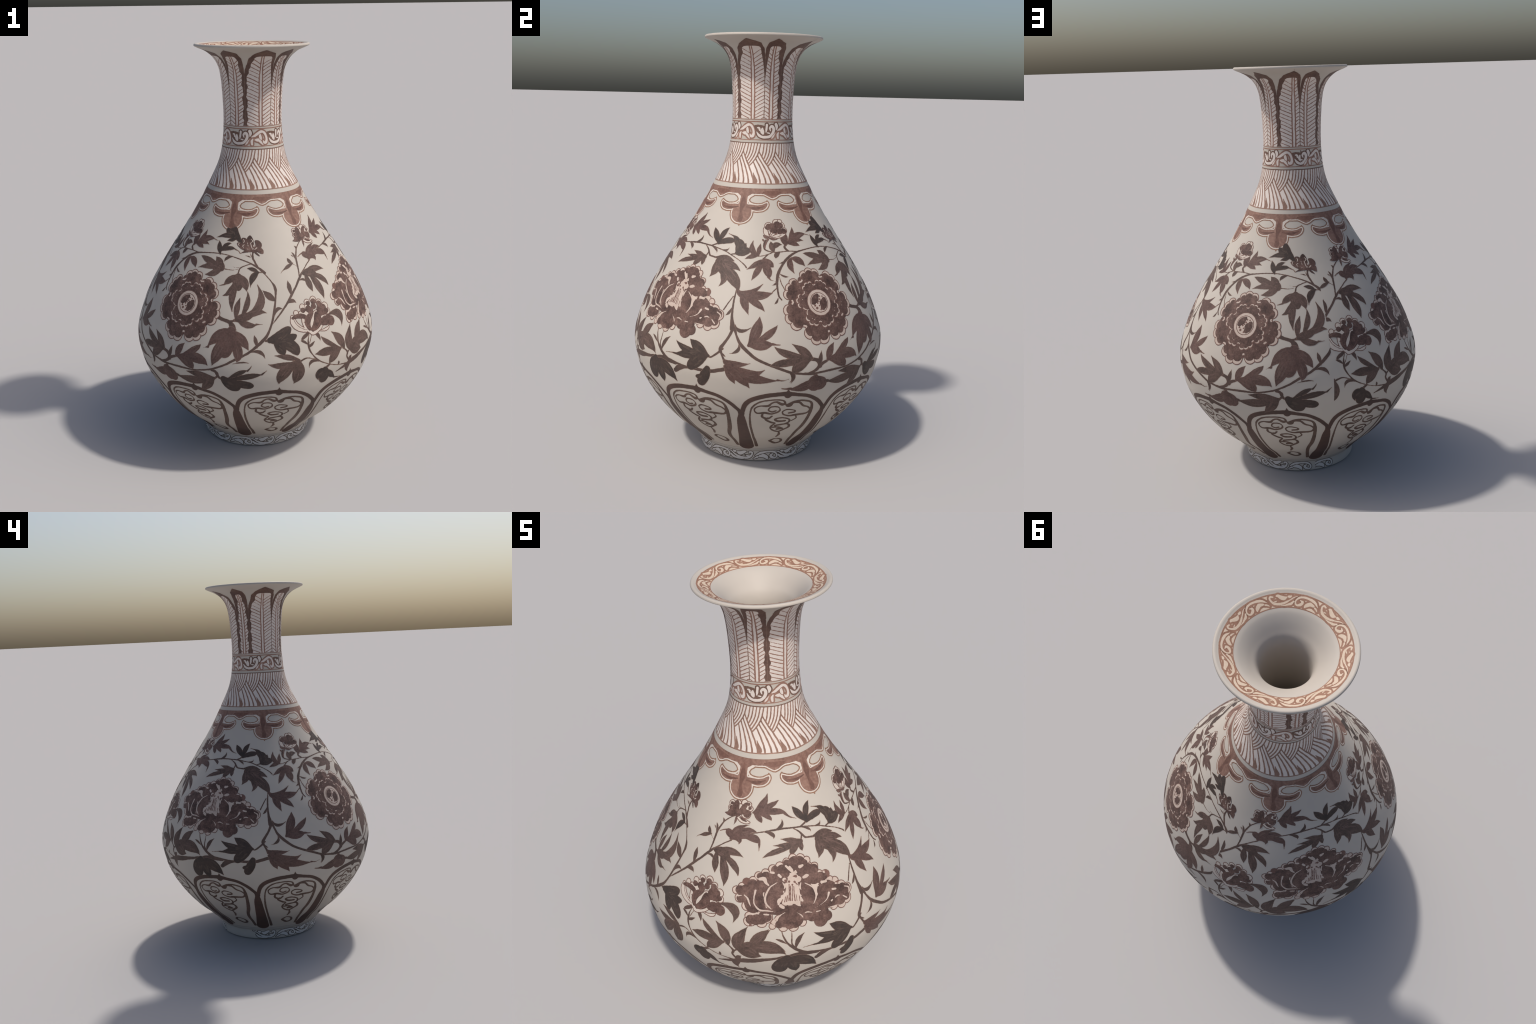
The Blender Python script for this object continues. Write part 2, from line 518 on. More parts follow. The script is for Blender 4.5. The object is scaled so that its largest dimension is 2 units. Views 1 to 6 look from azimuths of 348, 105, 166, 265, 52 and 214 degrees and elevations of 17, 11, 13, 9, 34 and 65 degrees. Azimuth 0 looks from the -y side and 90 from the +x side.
# marks are placed by angle (degrees), height (m) and width (mm); the first turn of the scroll
STEMS = [
    Stroke((83.06, 1.0675, 4.8), (83.27, 1.0455, 7.7), (84.30, 1.0247, 6.6), (86.08, 1.0065, 7.2), (87.97, 0.9906, 7.9), (90.18, 0.9758, 7.3), (92.26, 0.9583, 6.7), (93.90, 0.9421, 8.0), (95.11, 0.9260, 13.5), (95.57, 0.9102, 15.1), (95.29, 0.8896, 10.8), (94.61, 0.8588, 10.7), (93.63, 0.8244, 13.0), (92.43, 0.7856, 11.8), (90.95, 0.7517, 11.7), (89.14, 0.7202, 15.2), (87.04, 0.6994, 17.4), (84.16, 0.6755, 15.1), (81.08, 0.6520, 13.4), (77.50, 0.6316, 12.8), (74.21, 0.6143, 13.4), (70.61, 0.5924, 11.5), (64.77, 0.5660, 10.6), (60.23, 0.5540, 9.7), (55.44, 0.5464, 9.3), (48.63, 0.5448, 12.5), (43.18, 0.5420, 11.5), (38.72, 0.5392, 13.1), (33.82, 0.5451, 11.9), (29.99, 0.5522, 13.4), (25.96, 0.5682, 13.7), (22.31, 0.5828, 13.6), (18.96, 0.5969, 13.6), (15.10, 0.6160, 14.6), (12.24, 0.6377, 16.0), (9.28, 0.6643, 17.6), (7.54, 0.6855, 14.7), (6.31, 0.7095, 11.8), (5.52, 0.7283, 14.8), (4.06, 0.7493, 20.7)),
    Stroke((3.95, 0.7327, 18.2), (4.06, 0.7493, 22.6), (3.56, 0.7763, 14.5), (3.38, 0.8116, 11.0), (3.46, 0.8467, 10.5), (3.85, 0.8739, 8.0), (3.93, 0.8929, 4.4)),
    Stroke((4.40, 0.7330, 15.1), (4.07, 0.7218, 15.1), (2.84, 0.6961, 13.6), (1.17, 0.6711, 15.2), (-0.08, 0.6489, 18.5), (0.56, 0.6298, 12.2), (1.61, 0.6079, 12.3), (2.42, 0.5911, 17.8)),
    Stroke((0.15, 0.6407, 13.1), (-2.05, 0.6227, 10.7), (-4.04, 0.6097, 10.0), (-5.45, 0.6128, 7.7), (-6.84, 0.6124, 11.8)),
    Stroke((-62.12, 0.4969, 6.1), (-54.16, 0.5173, 26.1), (-46.89, 0.5300, 28.7), (-39.88, 0.5443, 14.8), (-34.03, 0.5543, 11.5), (-30.06, 0.5663, 10.1), (-26.47, 0.5657, 13.3), (-23.14, 0.5609, 13.4), (-19.67, 0.5546, 12.3), (-16.05, 0.5496, 11.7), (-12.63, 0.5484, 13.3), (-8.42, 0.5465, 16.3), (-4.09, 0.5469, 18.8), (-0.24, 0.5566, 18.8), (2.50, 0.5642, 19.5)),
    Stroke((-12.97, 0.5494, 12.6), (-16.78, 0.5418, 13.6), (-21.21, 0.5205, 22.8)),
    Stroke((2.83, 0.8626, 5.7), (0.78, 0.8343, 7.6), (-0.89, 0.8072, 8.5)),
    Stroke((27.16, 0.8520, 7.2), (25.81, 0.8696, 9.6), (25.41, 0.9029, 10.8), (25.68, 0.9343, 14.7), (26.62, 0.9580, 16.3), (29.06, 0.9861, 12.6), (32.03, 1.0086, 14.3), (35.87, 1.0272, 13.1), (40.60, 1.0404, 10.5), (46.09, 1.0470, 8.0), (53.36, 1.0525, 7.1), (59.51, 1.0535, 7.0), (63.61, 1.0518, 6.3), (67.53, 1.0481, 6.2), (74.57, 1.0364, 7.5), (80.44, 1.0232, 8.2), (84.44, 1.0099, 10.8), (88.24, 0.9935, 12.8), (90.36, 0.9804, 13.8)),
    Stroke((41.57, 1.0424, 7.5), (34.99, 1.0457, 6.4), (28.77, 1.0431, 6.7), (24.42, 1.0430, 6.8), (20.21, 1.0500, 8.1), (18.69, 1.0599, 10.4), (18.72, 1.0773, 10.5), (20.03, 1.0930, 8.5)),
    Stroke((24.76, 1.0434, 6.8), (20.87, 1.0335, 6.0), (16.53, 1.0269, 5.4), (14.48, 1.0273, 5.0)),
    Stroke((21.42, 1.0355, 7.2), (18.63, 1.0194, 7.7), (17.95, 1.0133, 5.5)),
    Stroke((34.88, 1.0470, 10.8), (32.87, 1.0592, 12.4), (33.45, 1.0708, 11.0), (35.54, 1.0765, 10.3)),
    Stroke((29.61, 0.8864, 6.1), (27.79, 0.9175, 6.4), (27.06, 0.9432, 4.9)),
    Stroke((25.08, 0.8996, 6.3), (22.48, 0.8828, 6.3)),
    Stroke((59.97, 1.0536, 9.0), (58.56, 1.0633, 10.8), (57.76, 1.0751, 12.8)),
    Stroke((83.31, 1.0711, 9.0), (82.82, 1.0474, 10.4), (84.35, 1.0257, 10.6), (86.05, 1.0065, 9.4)),
    Stroke((81.09, 1.0639, 3.7), (82.02, 1.0451, 4.4)),
    Stroke((82.89, 1.0171, 5.6), (81.20, 1.0169, 6.2), (77.76, 1.0096, 6.8), (75.03, 0.9997, 8.4), (74.15, 0.9815, 8.9), (74.11, 0.9685, 15.4)),
    Stroke((74.62, 1.0011, 4.3), (71.57, 1.0027, 3.1), (69.29, 1.0081, 1.6)),
    Stroke((73.80, 0.9959, 3.1), (69.97, 0.9911, 4.3), (64.26, 0.9942, 7.5)),
    Stroke((90.36, 0.9804, 5.7), (89.16, 0.9816, 5.0), (86.73, 0.9830, 7.5)),
    Stroke((65.05, 0.7984, 17.4), (68.23, 0.7884, 12.8), (71.01, 0.7805, 11.6), (72.22, 0.7646, 12.7), (72.93, 0.7379, 17.3)),
    Stroke((70.71, 0.7792, 10.5), (73.16, 0.7843, 11.6), (75.34, 0.7931, 20.4)),
    Stroke((64.79, 0.5599, 12.5), (66.44, 0.5560, 15.0), (67.22, 0.5406, 15.5), (68.26, 0.5248, 13.1), (69.90, 0.5212, 11.3), (72.09, 0.5202, 13.3)),
    Stroke((65.64, 0.5571, 10.2), (67.21, 0.5496, 14.4), (67.28, 0.5333, 11.8), (65.40, 0.5151, 15.8)),
    Stroke((47.09, 0.5930, 7.8), (43.25, 0.5745, 10.3), (40.67, 0.5536, 8.6), (36.91, 0.5412, 7.2)),
    Stroke((42.63, 0.5711, 20.8), (41.91, 0.5960, 16.3), (39.19, 0.6068, 13.5)),
    Stroke((36.85, 0.5420, 10.2), (39.90, 0.5518, 15.2), (41.77, 0.5664, 17.8), (41.93, 0.5830, 13.8), (40.52, 0.5982, 12.5), (38.04, 0.6069, 17.8)),
    Stroke((41.77, 0.5649, 16.3), (43.73, 0.5836, 12.3), (46.46, 0.5932, 10.3)),
    Stroke((65.08, 0.7997, 22.5), (67.95, 0.7893, 17.6), (71.25, 0.7807, 19.0), (73.52, 0.7645, 21.5), (73.88, 0.7440, 24.1), (72.38, 0.7256, 20.5)),
    Stroke((70.64, 0.7818, 13.8), (74.62, 0.7853, 10.4), (79.10, 0.7862, 16.0)),
    Stroke((35.73, 0.5463, 8.1), (38.52, 0.5416, 8.1), (40.31, 0.5329, 10.1), (40.76, 0.5193, 17.0)),
    Stroke((-57.90, 1.0332, 7.9), (-51.61, 1.0411, 6.9), (-47.70, 1.0459, 6.8), (-42.19, 1.0515, 7.4), (-36.24, 1.0562, 10.5), (-30.19, 1.0588, 9.5), (-24.09, 1.0569, 8.4), (-19.13, 1.0545, 9.0), (-13.74, 1.0487, 7.4), (-7.44, 1.0393, 6.9), (-3.00, 1.0270, 7.5), (2.64, 1.0086, 6.0), (6.44, 0.9908, 7.5), (8.05, 0.9785, 8.2)),
    Stroke((-23.80, 1.0533, 5.3), (-20.92, 1.0410, 9.0), (-19.34, 1.0287, 10.7), (-17.80, 1.0163, 10.1), (-15.51, 1.0126, 9.5), (-11.05, 1.0091, 11.7)),
    Stroke((-19.53, 1.0290, 8.3), (-20.29, 1.0142, 8.8), (-21.71, 1.0070, 11.6)),
    Stroke((-19.54, 1.0550, 8.1), (-16.61, 1.0623, 9.9), (-14.34, 1.0715, 11.6)),
    Stroke((-3.42, 1.0280, 5.7), (0.02, 1.0329, 10.1), (1.61, 1.0387, 11.9)),
    Stroke((-61.72, 1.0095, 8.0), (-65.32, 0.9950, 7.0), (-68.77, 0.9772, 7.6), (-72.09, 0.9573, 12.3), (-74.59, 0.9381, 13.2), (-77.58, 0.9115, 11.7), (-80.66, 0.8856, 13.7), (-83.64, 0.8570, 12.2), (-86.78, 0.8285, 10.4), (-90.82, 0.7919, 8.3), (-93.50, 0.7658, 3.3)),
    Stroke((-73.54, 0.9515, 8.1), (-72.78, 0.9796, 9.3), (-72.40, 1.0066, 11.2), (-71.98, 1.0286, 10.9), (-70.55, 1.0498, 9.4), (-68.70, 1.0691, 7.9), (-65.22, 1.0868, 6.5), (-62.28, 1.0965, 6.4)),
    Stroke((-73.32, 0.9939, 3.8), (-75.03, 1.0033, 4.4), (-76.28, 1.0077, 5.4)),
    Stroke((-71.32, 0.9590, 6.5), (-69.73, 0.9612, 10.7)),
    Stroke((-35.14, 0.6790, 5.3), (-34.36, 0.6516, 9.2), (-32.71, 0.6206, 11.2), (-30.25, 0.5947, 15.3), (-27.72, 0.5758, 16.7), (-25.65, 0.5651, 14.7)),
    Stroke((-30.95, 0.6760, 4.3), (-31.14, 0.6480, 7.0), (-31.18, 0.6185, 8.6), (-29.74, 0.5938, 13.4)),
    Stroke((-20.88, 0.5525, 14.7), (-32.47, 0.5572, 14.3), (-39.73, 0.5421, 15.5), (-46.52, 0.5313, 20.8), (-50.96, 0.5259, 28.2), (-53.91, 0.5214, 10.7), (-58.61, 0.5270, 7.7), (-62.85, 0.5365, 6.3), (-67.46, 0.5550, 6.2), (-70.96, 0.5737, 7.7), (-73.23, 0.5915, 9.0), (-75.30, 0.6169, 8.1), (-76.58, 0.6425, 11.0), (-76.72, 0.6656, 13.2), (-76.50, 0.6878, 7.3), (-75.28, 0.7179, 4.7)),
    Stroke((-75.94, 0.6728, 6.0), (-74.83, 0.6962, 4.7), (-73.62, 0.7151, 4.1)),
    Stroke((-72.28, 0.5816, 7.7), (-75.47, 0.5986, 5.9), (-78.57, 0.6067, 8.6), (-82.00, 0.5945, 12.1)),
    Stroke((-53.84, 0.5297, 12.3), (-55.53, 0.5575, 12.0), (-55.04, 0.5755, 13.7), (-56.49, 0.5945, 9.0), (-58.06, 0.6087, 12.2)),
    Stroke((-55.29, 0.5714, 10.3), (-53.51, 0.5865, 10.3), (-52.40, 0.5956, 12.4)),
    Stroke((-66.54, 0.5498, 12.6), (-68.39, 0.5378, 17.3), (-69.00, 0.5260, 21.4)),
    Stroke((-34.68, 0.5362, 12.3), (-32.74, 0.5529, 8.2), (-30.06, 0.5656, 6.3)),
    Stroke((-96.60, 0.7014, 11.6), (-94.55, 0.7040, 17.4), (-92.49, 0.7033, 26.1))]
SPIKES = [
    Lobe((5.30, 0.7501), (8.26, 0.7271), (13.10, 0.7454), 22.0),
    Lobe((7.64, 0.6717), (7.24, 0.6464), (3.75, 0.6312), 20.6),
    Lobe((3.08, 0.8195), (1.80, 0.7969), (0.03, 0.7847), 15.6),
    Lobe((0.18, 0.6379), (1.32, 0.6262), (2.71, 0.6161), 10.2),
    Lobe((-0.02, 0.6433), (0.82, 0.6484), (1.36, 0.6531), 11.9),
    Lobe((25.92, 0.9318), (24.72, 0.9174), (22.20, 0.9095), 12.8),
    Lobe((25.37, 0.8604), (24.54, 0.8449), (22.93, 0.8349), 12.3),
    Lobe((32.48, 1.0104), (30.20, 1.0012), (27.10, 0.9965), 11.6),
    Lobe((27.42, 0.9562), (29.89, 0.9453), (32.86, 0.9432), 12.7),
    Lobe((29.08, 1.0434), (26.55, 1.0311), (26.04, 1.0165), 28.7),
    Lobe((81.86, 1.0438), (79.95, 1.0491), (77.75, 1.0515), 7.6),
    Lobe((69.32, 1.0468), (65.42, 1.0381), (63.90, 1.0208), 20.4),
    Lobe((72.37, 0.7619), (73.70, 0.7506), (75.92, 0.7485), 14.4),
    Lobe((84.89, 0.6731), (84.16, 0.7035), (83.51, 0.7282), 23.5),
    Lobe((82.17, 0.6546), (86.15, 0.6528), (88.32, 0.6213), 23.0),
    Lobe((74.19, 0.5996), (78.32, 0.6081), (81.60, 0.6038), 9.9),
    Lobe((42.43, 0.5721), (42.87, 0.6049), (43.70, 0.6389), 27.3),
    Lobe((42.09, 0.5721), (42.83, 0.6072), (43.66, 0.6396), 19.5),
    Lobe((27.96, 0.5612), (30.63, 0.5377), (29.72, 0.5010), 27.1),
    Lobe((28.36, 0.5600), (30.62, 0.5336), (29.20, 0.5070), 25.7),
    Lobe((28.64, 0.5629), (24.38, 0.5739), (22.98, 0.5773), 6.0),
    Lobe((-36.24, 1.0562), (-31.20, 1.0693), (-30.68, 1.0957), 19.6),
    Lobe((-42.19, 1.0515), (-37.16, 1.0411), (-36.71, 1.0256), 22.1),
    Lobe((-19.18, 1.0534), (-14.53, 1.0420), (-13.32, 1.0273), 13.4),
    Lobe((-11.18, 1.0461), (-6.95, 1.0430), (-5.12, 1.0569), 13.5),
    Lobe((-72.81, 1.0223), (-72.95, 1.0408), (-74.69, 1.0563), 13.9),
    Lobe((-73.66, 1.0324), (-74.63, 1.0399), (-75.86, 1.0468), 6.3),
    Lobe((-70.02, 1.0577), (-69.49, 1.0702), (-71.24, 1.0789), 11.6),
    Lobe((-81.17, 0.8826), (-81.47, 0.9148), (-81.71, 0.9444), 28.4),
    Lobe((-74.04, 0.9358), (-71.56, 0.9369), (-69.98, 0.9238), 16.1),
    Lobe((-84.62, 0.8493), (-81.41, 0.8585), (-79.20, 0.8455), 25.3),
    Lobe((-33.23, 0.6212), (-35.72, 0.6383), (-38.25, 0.6484), 15.3),
    Lobe((-29.73, 0.5955), (-28.48, 0.6351), (-25.60, 0.6627), 28.0),
    Dab((-17.21, 0.5456), (-19.42, 0.5372), (-21.25, 0.5145), 27.3),
    Lobe((-52.41, 0.5210), (-53.24, 0.5395), (-51.74, 0.5526), 32.7),
    Lobe((-51.70, 0.5235), (-54.50, 0.5060), (-53.41, 0.4661), 48.9),
    Lobe((-61.20, 0.5322), (-61.01, 0.5424), (-61.36, 0.5541), 15.8),
    Lobe((-76.60, 0.6626), (-78.88, 0.6818), (-80.55, 0.6871), 16.1),
    Lobe((-76.77, 0.6514), (-75.12, 0.6628), (-73.03, 0.6760), 18.0),
    Lobe((-72.45, 0.5804), (-76.18, 0.5854), (-77.34, 0.5547), 21.9),
    Dab((-74.96, 0.7216), (-77.47, 0.7061), (-79.66, 0.6927), 19.8),
    Lobe((-73.66, 0.7180), (-71.14, 0.6979), (-70.34, 0.6678), 24.7),
    Lobe((-91.53, 0.8086), (-89.76, 0.8311), (-86.95, 0.8290), 22.2),
    Lobe((94.59, 0.8666), (91.70, 0.8862), (88.11, 0.9120), 40.5)]
LEAVES = [
  ("dark", [
    Dab((73.45, 1.1107), (68.19, 1.1487), (66.23, 1.1773), 39.1),
    Lobe((71.96, 1.1216), (63.04, 1.1323), (52.70, 1.1167), 36.8),
    Lobe((70.94, 1.1217), (66.91, 1.1150), (62.44, 1.1086), 25.6),
    Dab((68.88, 1.1244), (64.47, 1.1432), (61.40, 1.1593), 33.3),
    Stroke((70.42, 1.1244, 15.3), (73.45, 1.1107, 12.4), (75.39, 1.1024, 9.5))]),
  ("dark", [
    Lobe((59.76, 1.0517), (57.82, 1.0805), (56.23, 1.1082), 33.8),
    Lobe((59.68, 1.0649), (62.77, 1.0907), (67.31, 1.0998), 27.2),
    Lobe((59.68, 1.0649), (65.84, 1.0790), (71.27, 1.0750), 28.7),
    Stroke((70.56, 1.0758, 6.2), (73.11, 1.0687, 4.3), (74.45, 1.0601, 4.4), (76.55, 1.0676, 3.2))]),
  ("dark", [
    Lobe((86.73, 0.9830), (82.92, 0.9961), (78.97, 0.9993), 26.4),
    Lobe((86.75, 0.9838), (83.14, 0.9632), (81.56, 0.9222), 41.2)]),
  ("dark", [
    Lobe((-4.99, 0.6134), (-10.50, 0.6446), (-14.82, 0.6724), 59.6),
    Lobe((-6.56, 0.6156), (-15.60, 0.6248), (-22.26, 0.6565), 43.8),
    Lobe((-6.56, 0.6156), (-14.64, 0.6073), (-22.18, 0.5941), 53.7),
    Dab((-6.53, 0.6128), (-10.42, 0.5832), (-13.81, 0.5509), 63.2),
    Stroke((-20.69, 0.5987, 9.3), (-23.82, 0.5972, 4.4), (-26.92, 0.5939, 2.4))]),
  ("dark", [
    Stroke((-5.25, 0.5568, 28.0), (-6.21, 0.5301, 46.3), (-7.47, 0.5052, 45.8), (-8.22, 0.4922, 41.9)),
    Dab((-6.52, 0.5296), (-8.81, 0.5160), (-10.43, 0.5147), 25.6),
    Lobe((-7.23, 0.5155), (-8.73, 0.4896), (-9.56, 0.4739), 27.7)]),
  ("dark", [
    Dab((-33.55, 0.5442), (-36.21, 0.4967), (-36.23, 0.4642), 83.2),
    Lobe((-33.57, 0.5409), (-26.35, 0.5176), (-20.92, 0.4642), 83.9),
    Lobe((-33.11, 0.5357), (-30.76, 0.4854), (-29.70, 0.4422), 68.9)]),
  ("dark", [
    Lobe((71.55, 0.5235), (77.08, 0.5569), (80.94, 0.5714), 30.6),
    Lobe((71.54, 0.5186), (81.16, 0.5404), (87.29, 0.5506), 38.4),
    Dab((69.90, 0.5218), (73.11, 0.4916), (76.00, 0.4805), 67.3),
    Dab((72.06, 0.5119), (78.66, 0.4962), (82.35, 0.4906), 47.9),
    Stroke((80.52, 0.5686, 9.1), (81.80, 0.5827, 5.4), (82.39, 0.5940, 2.4)),
    Stroke((86.73, 0.5507, 9.6), (89.03, 0.5693, 2.4))]),
  ("dark", [
    Lobe((-14.14, 1.0666), (-18.83, 1.1030), (-22.36, 1.1319), 40.5),
    Lobe((-14.24, 1.0691), (-12.64, 1.1106), (-8.70, 1.1374), 36.1),
    Dab((-14.45, 1.0694), (-8.42, 1.0824), (-3.19, 1.0828), 35.8)]),
  ("dark", [
    Lobe((1.24, 1.0347), (-0.43, 1.0828), (-5.53, 1.1079), 39.4),
    Lobe((1.43, 1.0367), (3.99, 1.0572), (6.30, 1.0782), 44.0),
    Dab((0.81, 1.0358), (5.47, 1.0432), (7.74, 1.0481), 43.0),
    Dab((0.63, 1.0338), (3.37, 1.0340), (6.55, 1.0338), 28.1),
    Stroke((-4.68, 1.1048, 6.4), (-8.44, 1.1120, 2.7)),
    Dab((1.43, 1.0367), (2.15, 1.0619), (0.89, 1.0847), 49.3)]),
  ("dark", [
    Dab((-94.84, 0.7033), (-89.35, 0.7213), (-85.16, 0.7472), 55.6),
    Dab((-93.38, 0.7025), (-87.12, 0.7029), (-82.51, 0.7127), 43.7),
    Dab((-93.39, 0.7011), (-85.90, 0.6768), (-82.57, 0.6359), 61.5),
    Lobe((-93.11, 0.6996), (-89.88, 0.6613), (-88.38, 0.6374), 55.7),
    Stroke((-88.57, 0.6432, 12.0), (-88.56, 0.6233, 2.9))]),
  ("dark", [
    Lobe((-68.94, 0.5309), (-72.08, 0.5172), (-72.06, 0.4789), 51.8),
    Lobe((-69.10, 0.5297), (-65.71, 0.4969), (-62.03, 0.4633), 42.2),
    Dab((-69.10, 0.5297), (-69.04, 0.4982), (-69.35, 0.4741), 65.8),
    Stroke((-62.76, 0.4683, 9.1), (-60.57, 0.4637, 5.7), (-58.04, 0.4589, 2.6))]),
  ("mid", [
    Lobe((74.12, 0.9737), (69.34, 0.9507), (66.12, 0.9285), 42.9),
    Lobe((74.12, 0.9737), (78.29, 0.9416), (79.74, 0.9047), 51.0),
    Lobe((74.09, 0.9633), (70.91, 0.9092), (66.11, 0.8844), 38.9),
    Lobe((74.45, 0.9581), (71.97, 0.8884), (72.81, 0.8183), 44.0),
    Dab((74.30, 0.9685), (74.22, 0.9451), (75.20, 0.9164), 55.9),
    Stroke((66.84, 0.9312, 7.4), (65.02, 0.9276, 5.5), (63.57, 0.9248, 3.1))]),
  ("mid", [
    Lobe((63.87, 0.9946), (52.62, 1.0203), (44.69, 1.0344), 42.4),
    Lobe((63.87, 0.9946), (54.24, 0.9985), (45.68, 0.9832), 38.0),
    Lobe((63.87, 0.9946), (58.32, 0.9724), (52.59, 0.9616), 41.6),
    Lobe((63.46, 0.9946), (60.69, 1.0203), (57.31, 1.0400), 44.6),
    Dab((63.25, 0.9945), (60.57, 1.0045), (57.23, 1.0009), 58.5)]),
  ("mid", [
    Lobe((25.09, 1.0437), (23.95, 1.0653), (23.56, 1.0883), 35.8),
    Lobe((24.69, 1.0532), (26.98, 1.0723), (31.71, 1.0716), 33.6)]),
  ("mid", [
    Lobe((-12.64, 1.0113), (-5.69, 1.0116), (0.51, 1.0010), 38.7),
    Lobe((-10.20, 0.9976), (-1.20, 0.9864), (5.00, 0.9619), 43.5),
    Lobe((-9.48, 0.9925), (1.05, 0.9356), (5.22, 0.8808), 68.9),
    Lobe((-9.94, 0.9921), (-4.10, 0.9408), (-6.36, 0.8952), 48.1),
    Lobe((-11.08, 1.0054), (-10.54, 0.9666), (-13.05, 0.9311), 54.0),
    Dab((-10.43, 0.9974), (-6.44, 0.9750), (0.49, 0.9271), 60.6)]),
  ("mid", [
    Lobe((-53.37, 0.5887), (-53.02, 0.6357), (-49.72, 0.6863), 71.9),
    Lobe((-48.78, 0.6117), (-44.43, 0.6520), (-40.36, 0.6906), 62.3),
    Lobe((-52.35, 0.5950), (-40.55, 0.6054), (-33.78, 0.5662), 77.5),
    Lobe((-53.50, 0.5916), (-48.42, 0.5736), (-43.49, 0.5601), 71.3)]),
  ("mid", [
    Lobe((74.71, 0.7906), (74.89, 0.8402), (76.35, 0.8826), 37.8),
    Lobe((76.59, 0.7954), (80.09, 0.8567), (79.98, 0.9113), 35.0),
    Lobe((77.52, 0.7951), (86.82, 0.8556), (85.34, 0.9375), 53.0),
    Lobe((76.25, 0.7902), (84.10, 0.8208), (90.03, 0.8177), 42.3),
    Lobe((75.03, 0.7932), (80.42, 0.7701), (85.36, 0.7718), 40.7),
    Dab((75.02, 0.7905), (78.17, 0.8001), (82.69, 0.8111), 43.6),
    Stroke((84.60, 0.7734, 7.6), (85.98, 0.7719, 4.1), (87.72, 0.7724, 2.3))]),
  ("mid", [
    Lobe((66.34, 0.5217), (58.51, 0.5281), (51.60, 0.5314), 45.0),
    Lobe((65.37, 0.5116), (54.75, 0.4912), (45.78, 0.4948), 57.3),
    Lobe((65.71, 0.5173), (62.29, 0.4794), (58.49, 0.4390), 57.9),
    Stroke((46.93, 0.4942, 15.7), (45.19, 0.5029, 7.6), (44.41, 0.5128, 3.1))]),
  ("mid", [
    Lobe((38.99, 0.6088), (35.19, 0.6411), (30.07, 0.6767), 48.2),
    Lobe((38.06, 0.6098), (28.02, 0.6343), (22.50, 0.6681), 43.8),
    Lobe((38.03, 0.6039), (26.51, 0.5963), (20.91, 0.5868), 44.6),
    Lobe((38.03, 0.6039), (32.86, 0.5790), (30.15, 0.5475), 63.6)]),
  ("mid", [
    Lobe((-20.22, 1.0050), (-26.46, 1.0158), (-32.76, 1.0239), 29.0),
    Lobe((-21.12, 1.0017), (-29.41, 1.0016), (-37.44, 1.0026), 26.4),
    Lobe((-23.22, 0.9953), (-35.83, 0.9809), (-43.35, 0.9584), 31.7),
    Lobe((-21.41, 1.0044), (-25.74, 0.9847), (-27.65, 0.9607), 40.5),
    Lobe((-20.52, 1.0077), (-21.18, 0.9881), (-20.82, 0.9705), 27.4),
    Dab((-20.97, 1.0060), (-24.20, 1.0010), (-27.59, 1.0001), 45.2)]),
  ("mid", [
    Lobe((-70.93, 0.9598), (-60.92, 0.9706), (-53.26, 0.9562), 43.1),
    Lobe((-69.21, 0.9587), (-68.47, 0.9151), (-67.52, 0.8799), 42.9),
    Lobe((-66.32, 0.9572), (-62.47, 0.8937), (-61.87, 0.8398), 54.1),
    Lobe((-66.32, 0.9572), (-57.93, 0.9242), (-55.16, 0.8835), 39.5),
    Dab((-69.73, 0.9612), (-65.58, 0.9586), (-61.60, 0.9420), 48.0)]),
  ("mid", [
    Lobe((-75.72, 1.0066), (-77.64, 1.0190), (-78.60, 1.0337), 22.6),
    Lobe((-75.42, 1.0096), (-79.60, 0.9973), (-83.82, 0.9828), 23.3),
    Stroke((-82.96, 0.9857, 3.9), (-84.17, 0.9803, 3.0), (-85.17, 0.9722, 1.6))]),
  ("mid", [
    Lobe((-81.78, 0.6042), (-87.55, 0.6237), (-93.48, 0.6361), 35.1),
    Lobe((-82.42, 0.5978), (-90.29, 0.5868), (-96.13, 0.5988), 39.8),
    Lobe((-82.70, 0.6012), (-89.20, 0.5480), (-91.19, 0.4940), 76.2),
    Lobe((-82.40, 0.6007), (-82.49, 0.5381), (-84.43, 0.4878), 81.0)]),
  ("mid", [
    Lobe((-57.24, 0.6047), (-59.12, 0.6527), (-63.39, 0.6972), 60.3),
    Lobe((-59.31, 0.6109), (-66.65, 0.6568), (-69.58, 0.6914), 31.9),
    Lobe((-59.31, 0.6109), (-68.17, 0.6162), (-74.17, 0.6161), 53.2),
    Lobe((-59.31, 0.6109), (-64.06, 0.5840), (-66.80, 0.5532), 59.8)]),
  ("mid", [
    Lobe((-52.66, 0.5949), (-52.10, 0.6506), (-49.06, 0.6978), 48.5),
    Lobe((-49.25, 0.6073), (-44.02, 0.6528), (-39.57, 0.6900), 40.4),
    Lobe((-49.83, 0.6061), (-40.21, 0.6205), (-33.64, 0.5757), 46.1),
    Lobe((-51.57, 0.5992), (-46.77, 0.5825), (-45.93, 0.5562), 52.3),
    Dab((-52.16, 0.5948), (-49.32, 0.6044), (-46.23, 0.6098), 59.2)]),
  ("mid", [
    Lobe((-61.55, 0.7734), (-55.24, 0.7576), (-55.68, 0.7028), 54.3)]),
  ("red", [
    Lobe((36.11, 1.0164), (34.47, 0.9889), (36.49, 0.9520), 39.9),
    Lobe((36.11, 1.0164), (40.92, 1.0053), (44.16, 0.9794), 43.9)]),
  ("red", [
    Lobe((33.88, 1.0697), (33.60, 1.0987), (35.31, 1.1222), 47.4),
    Lobe((35.82, 1.0808), (40.15, 1.1112), (41.71, 1.1466), 31.4),
    Lobe((35.43, 1.0778), (44.41, 1.1066), (52.99, 1.1100), 43.4),
    Lobe((35.21, 1.0804), (43.10, 1.0895), (48.95, 1.0823), 25.9),
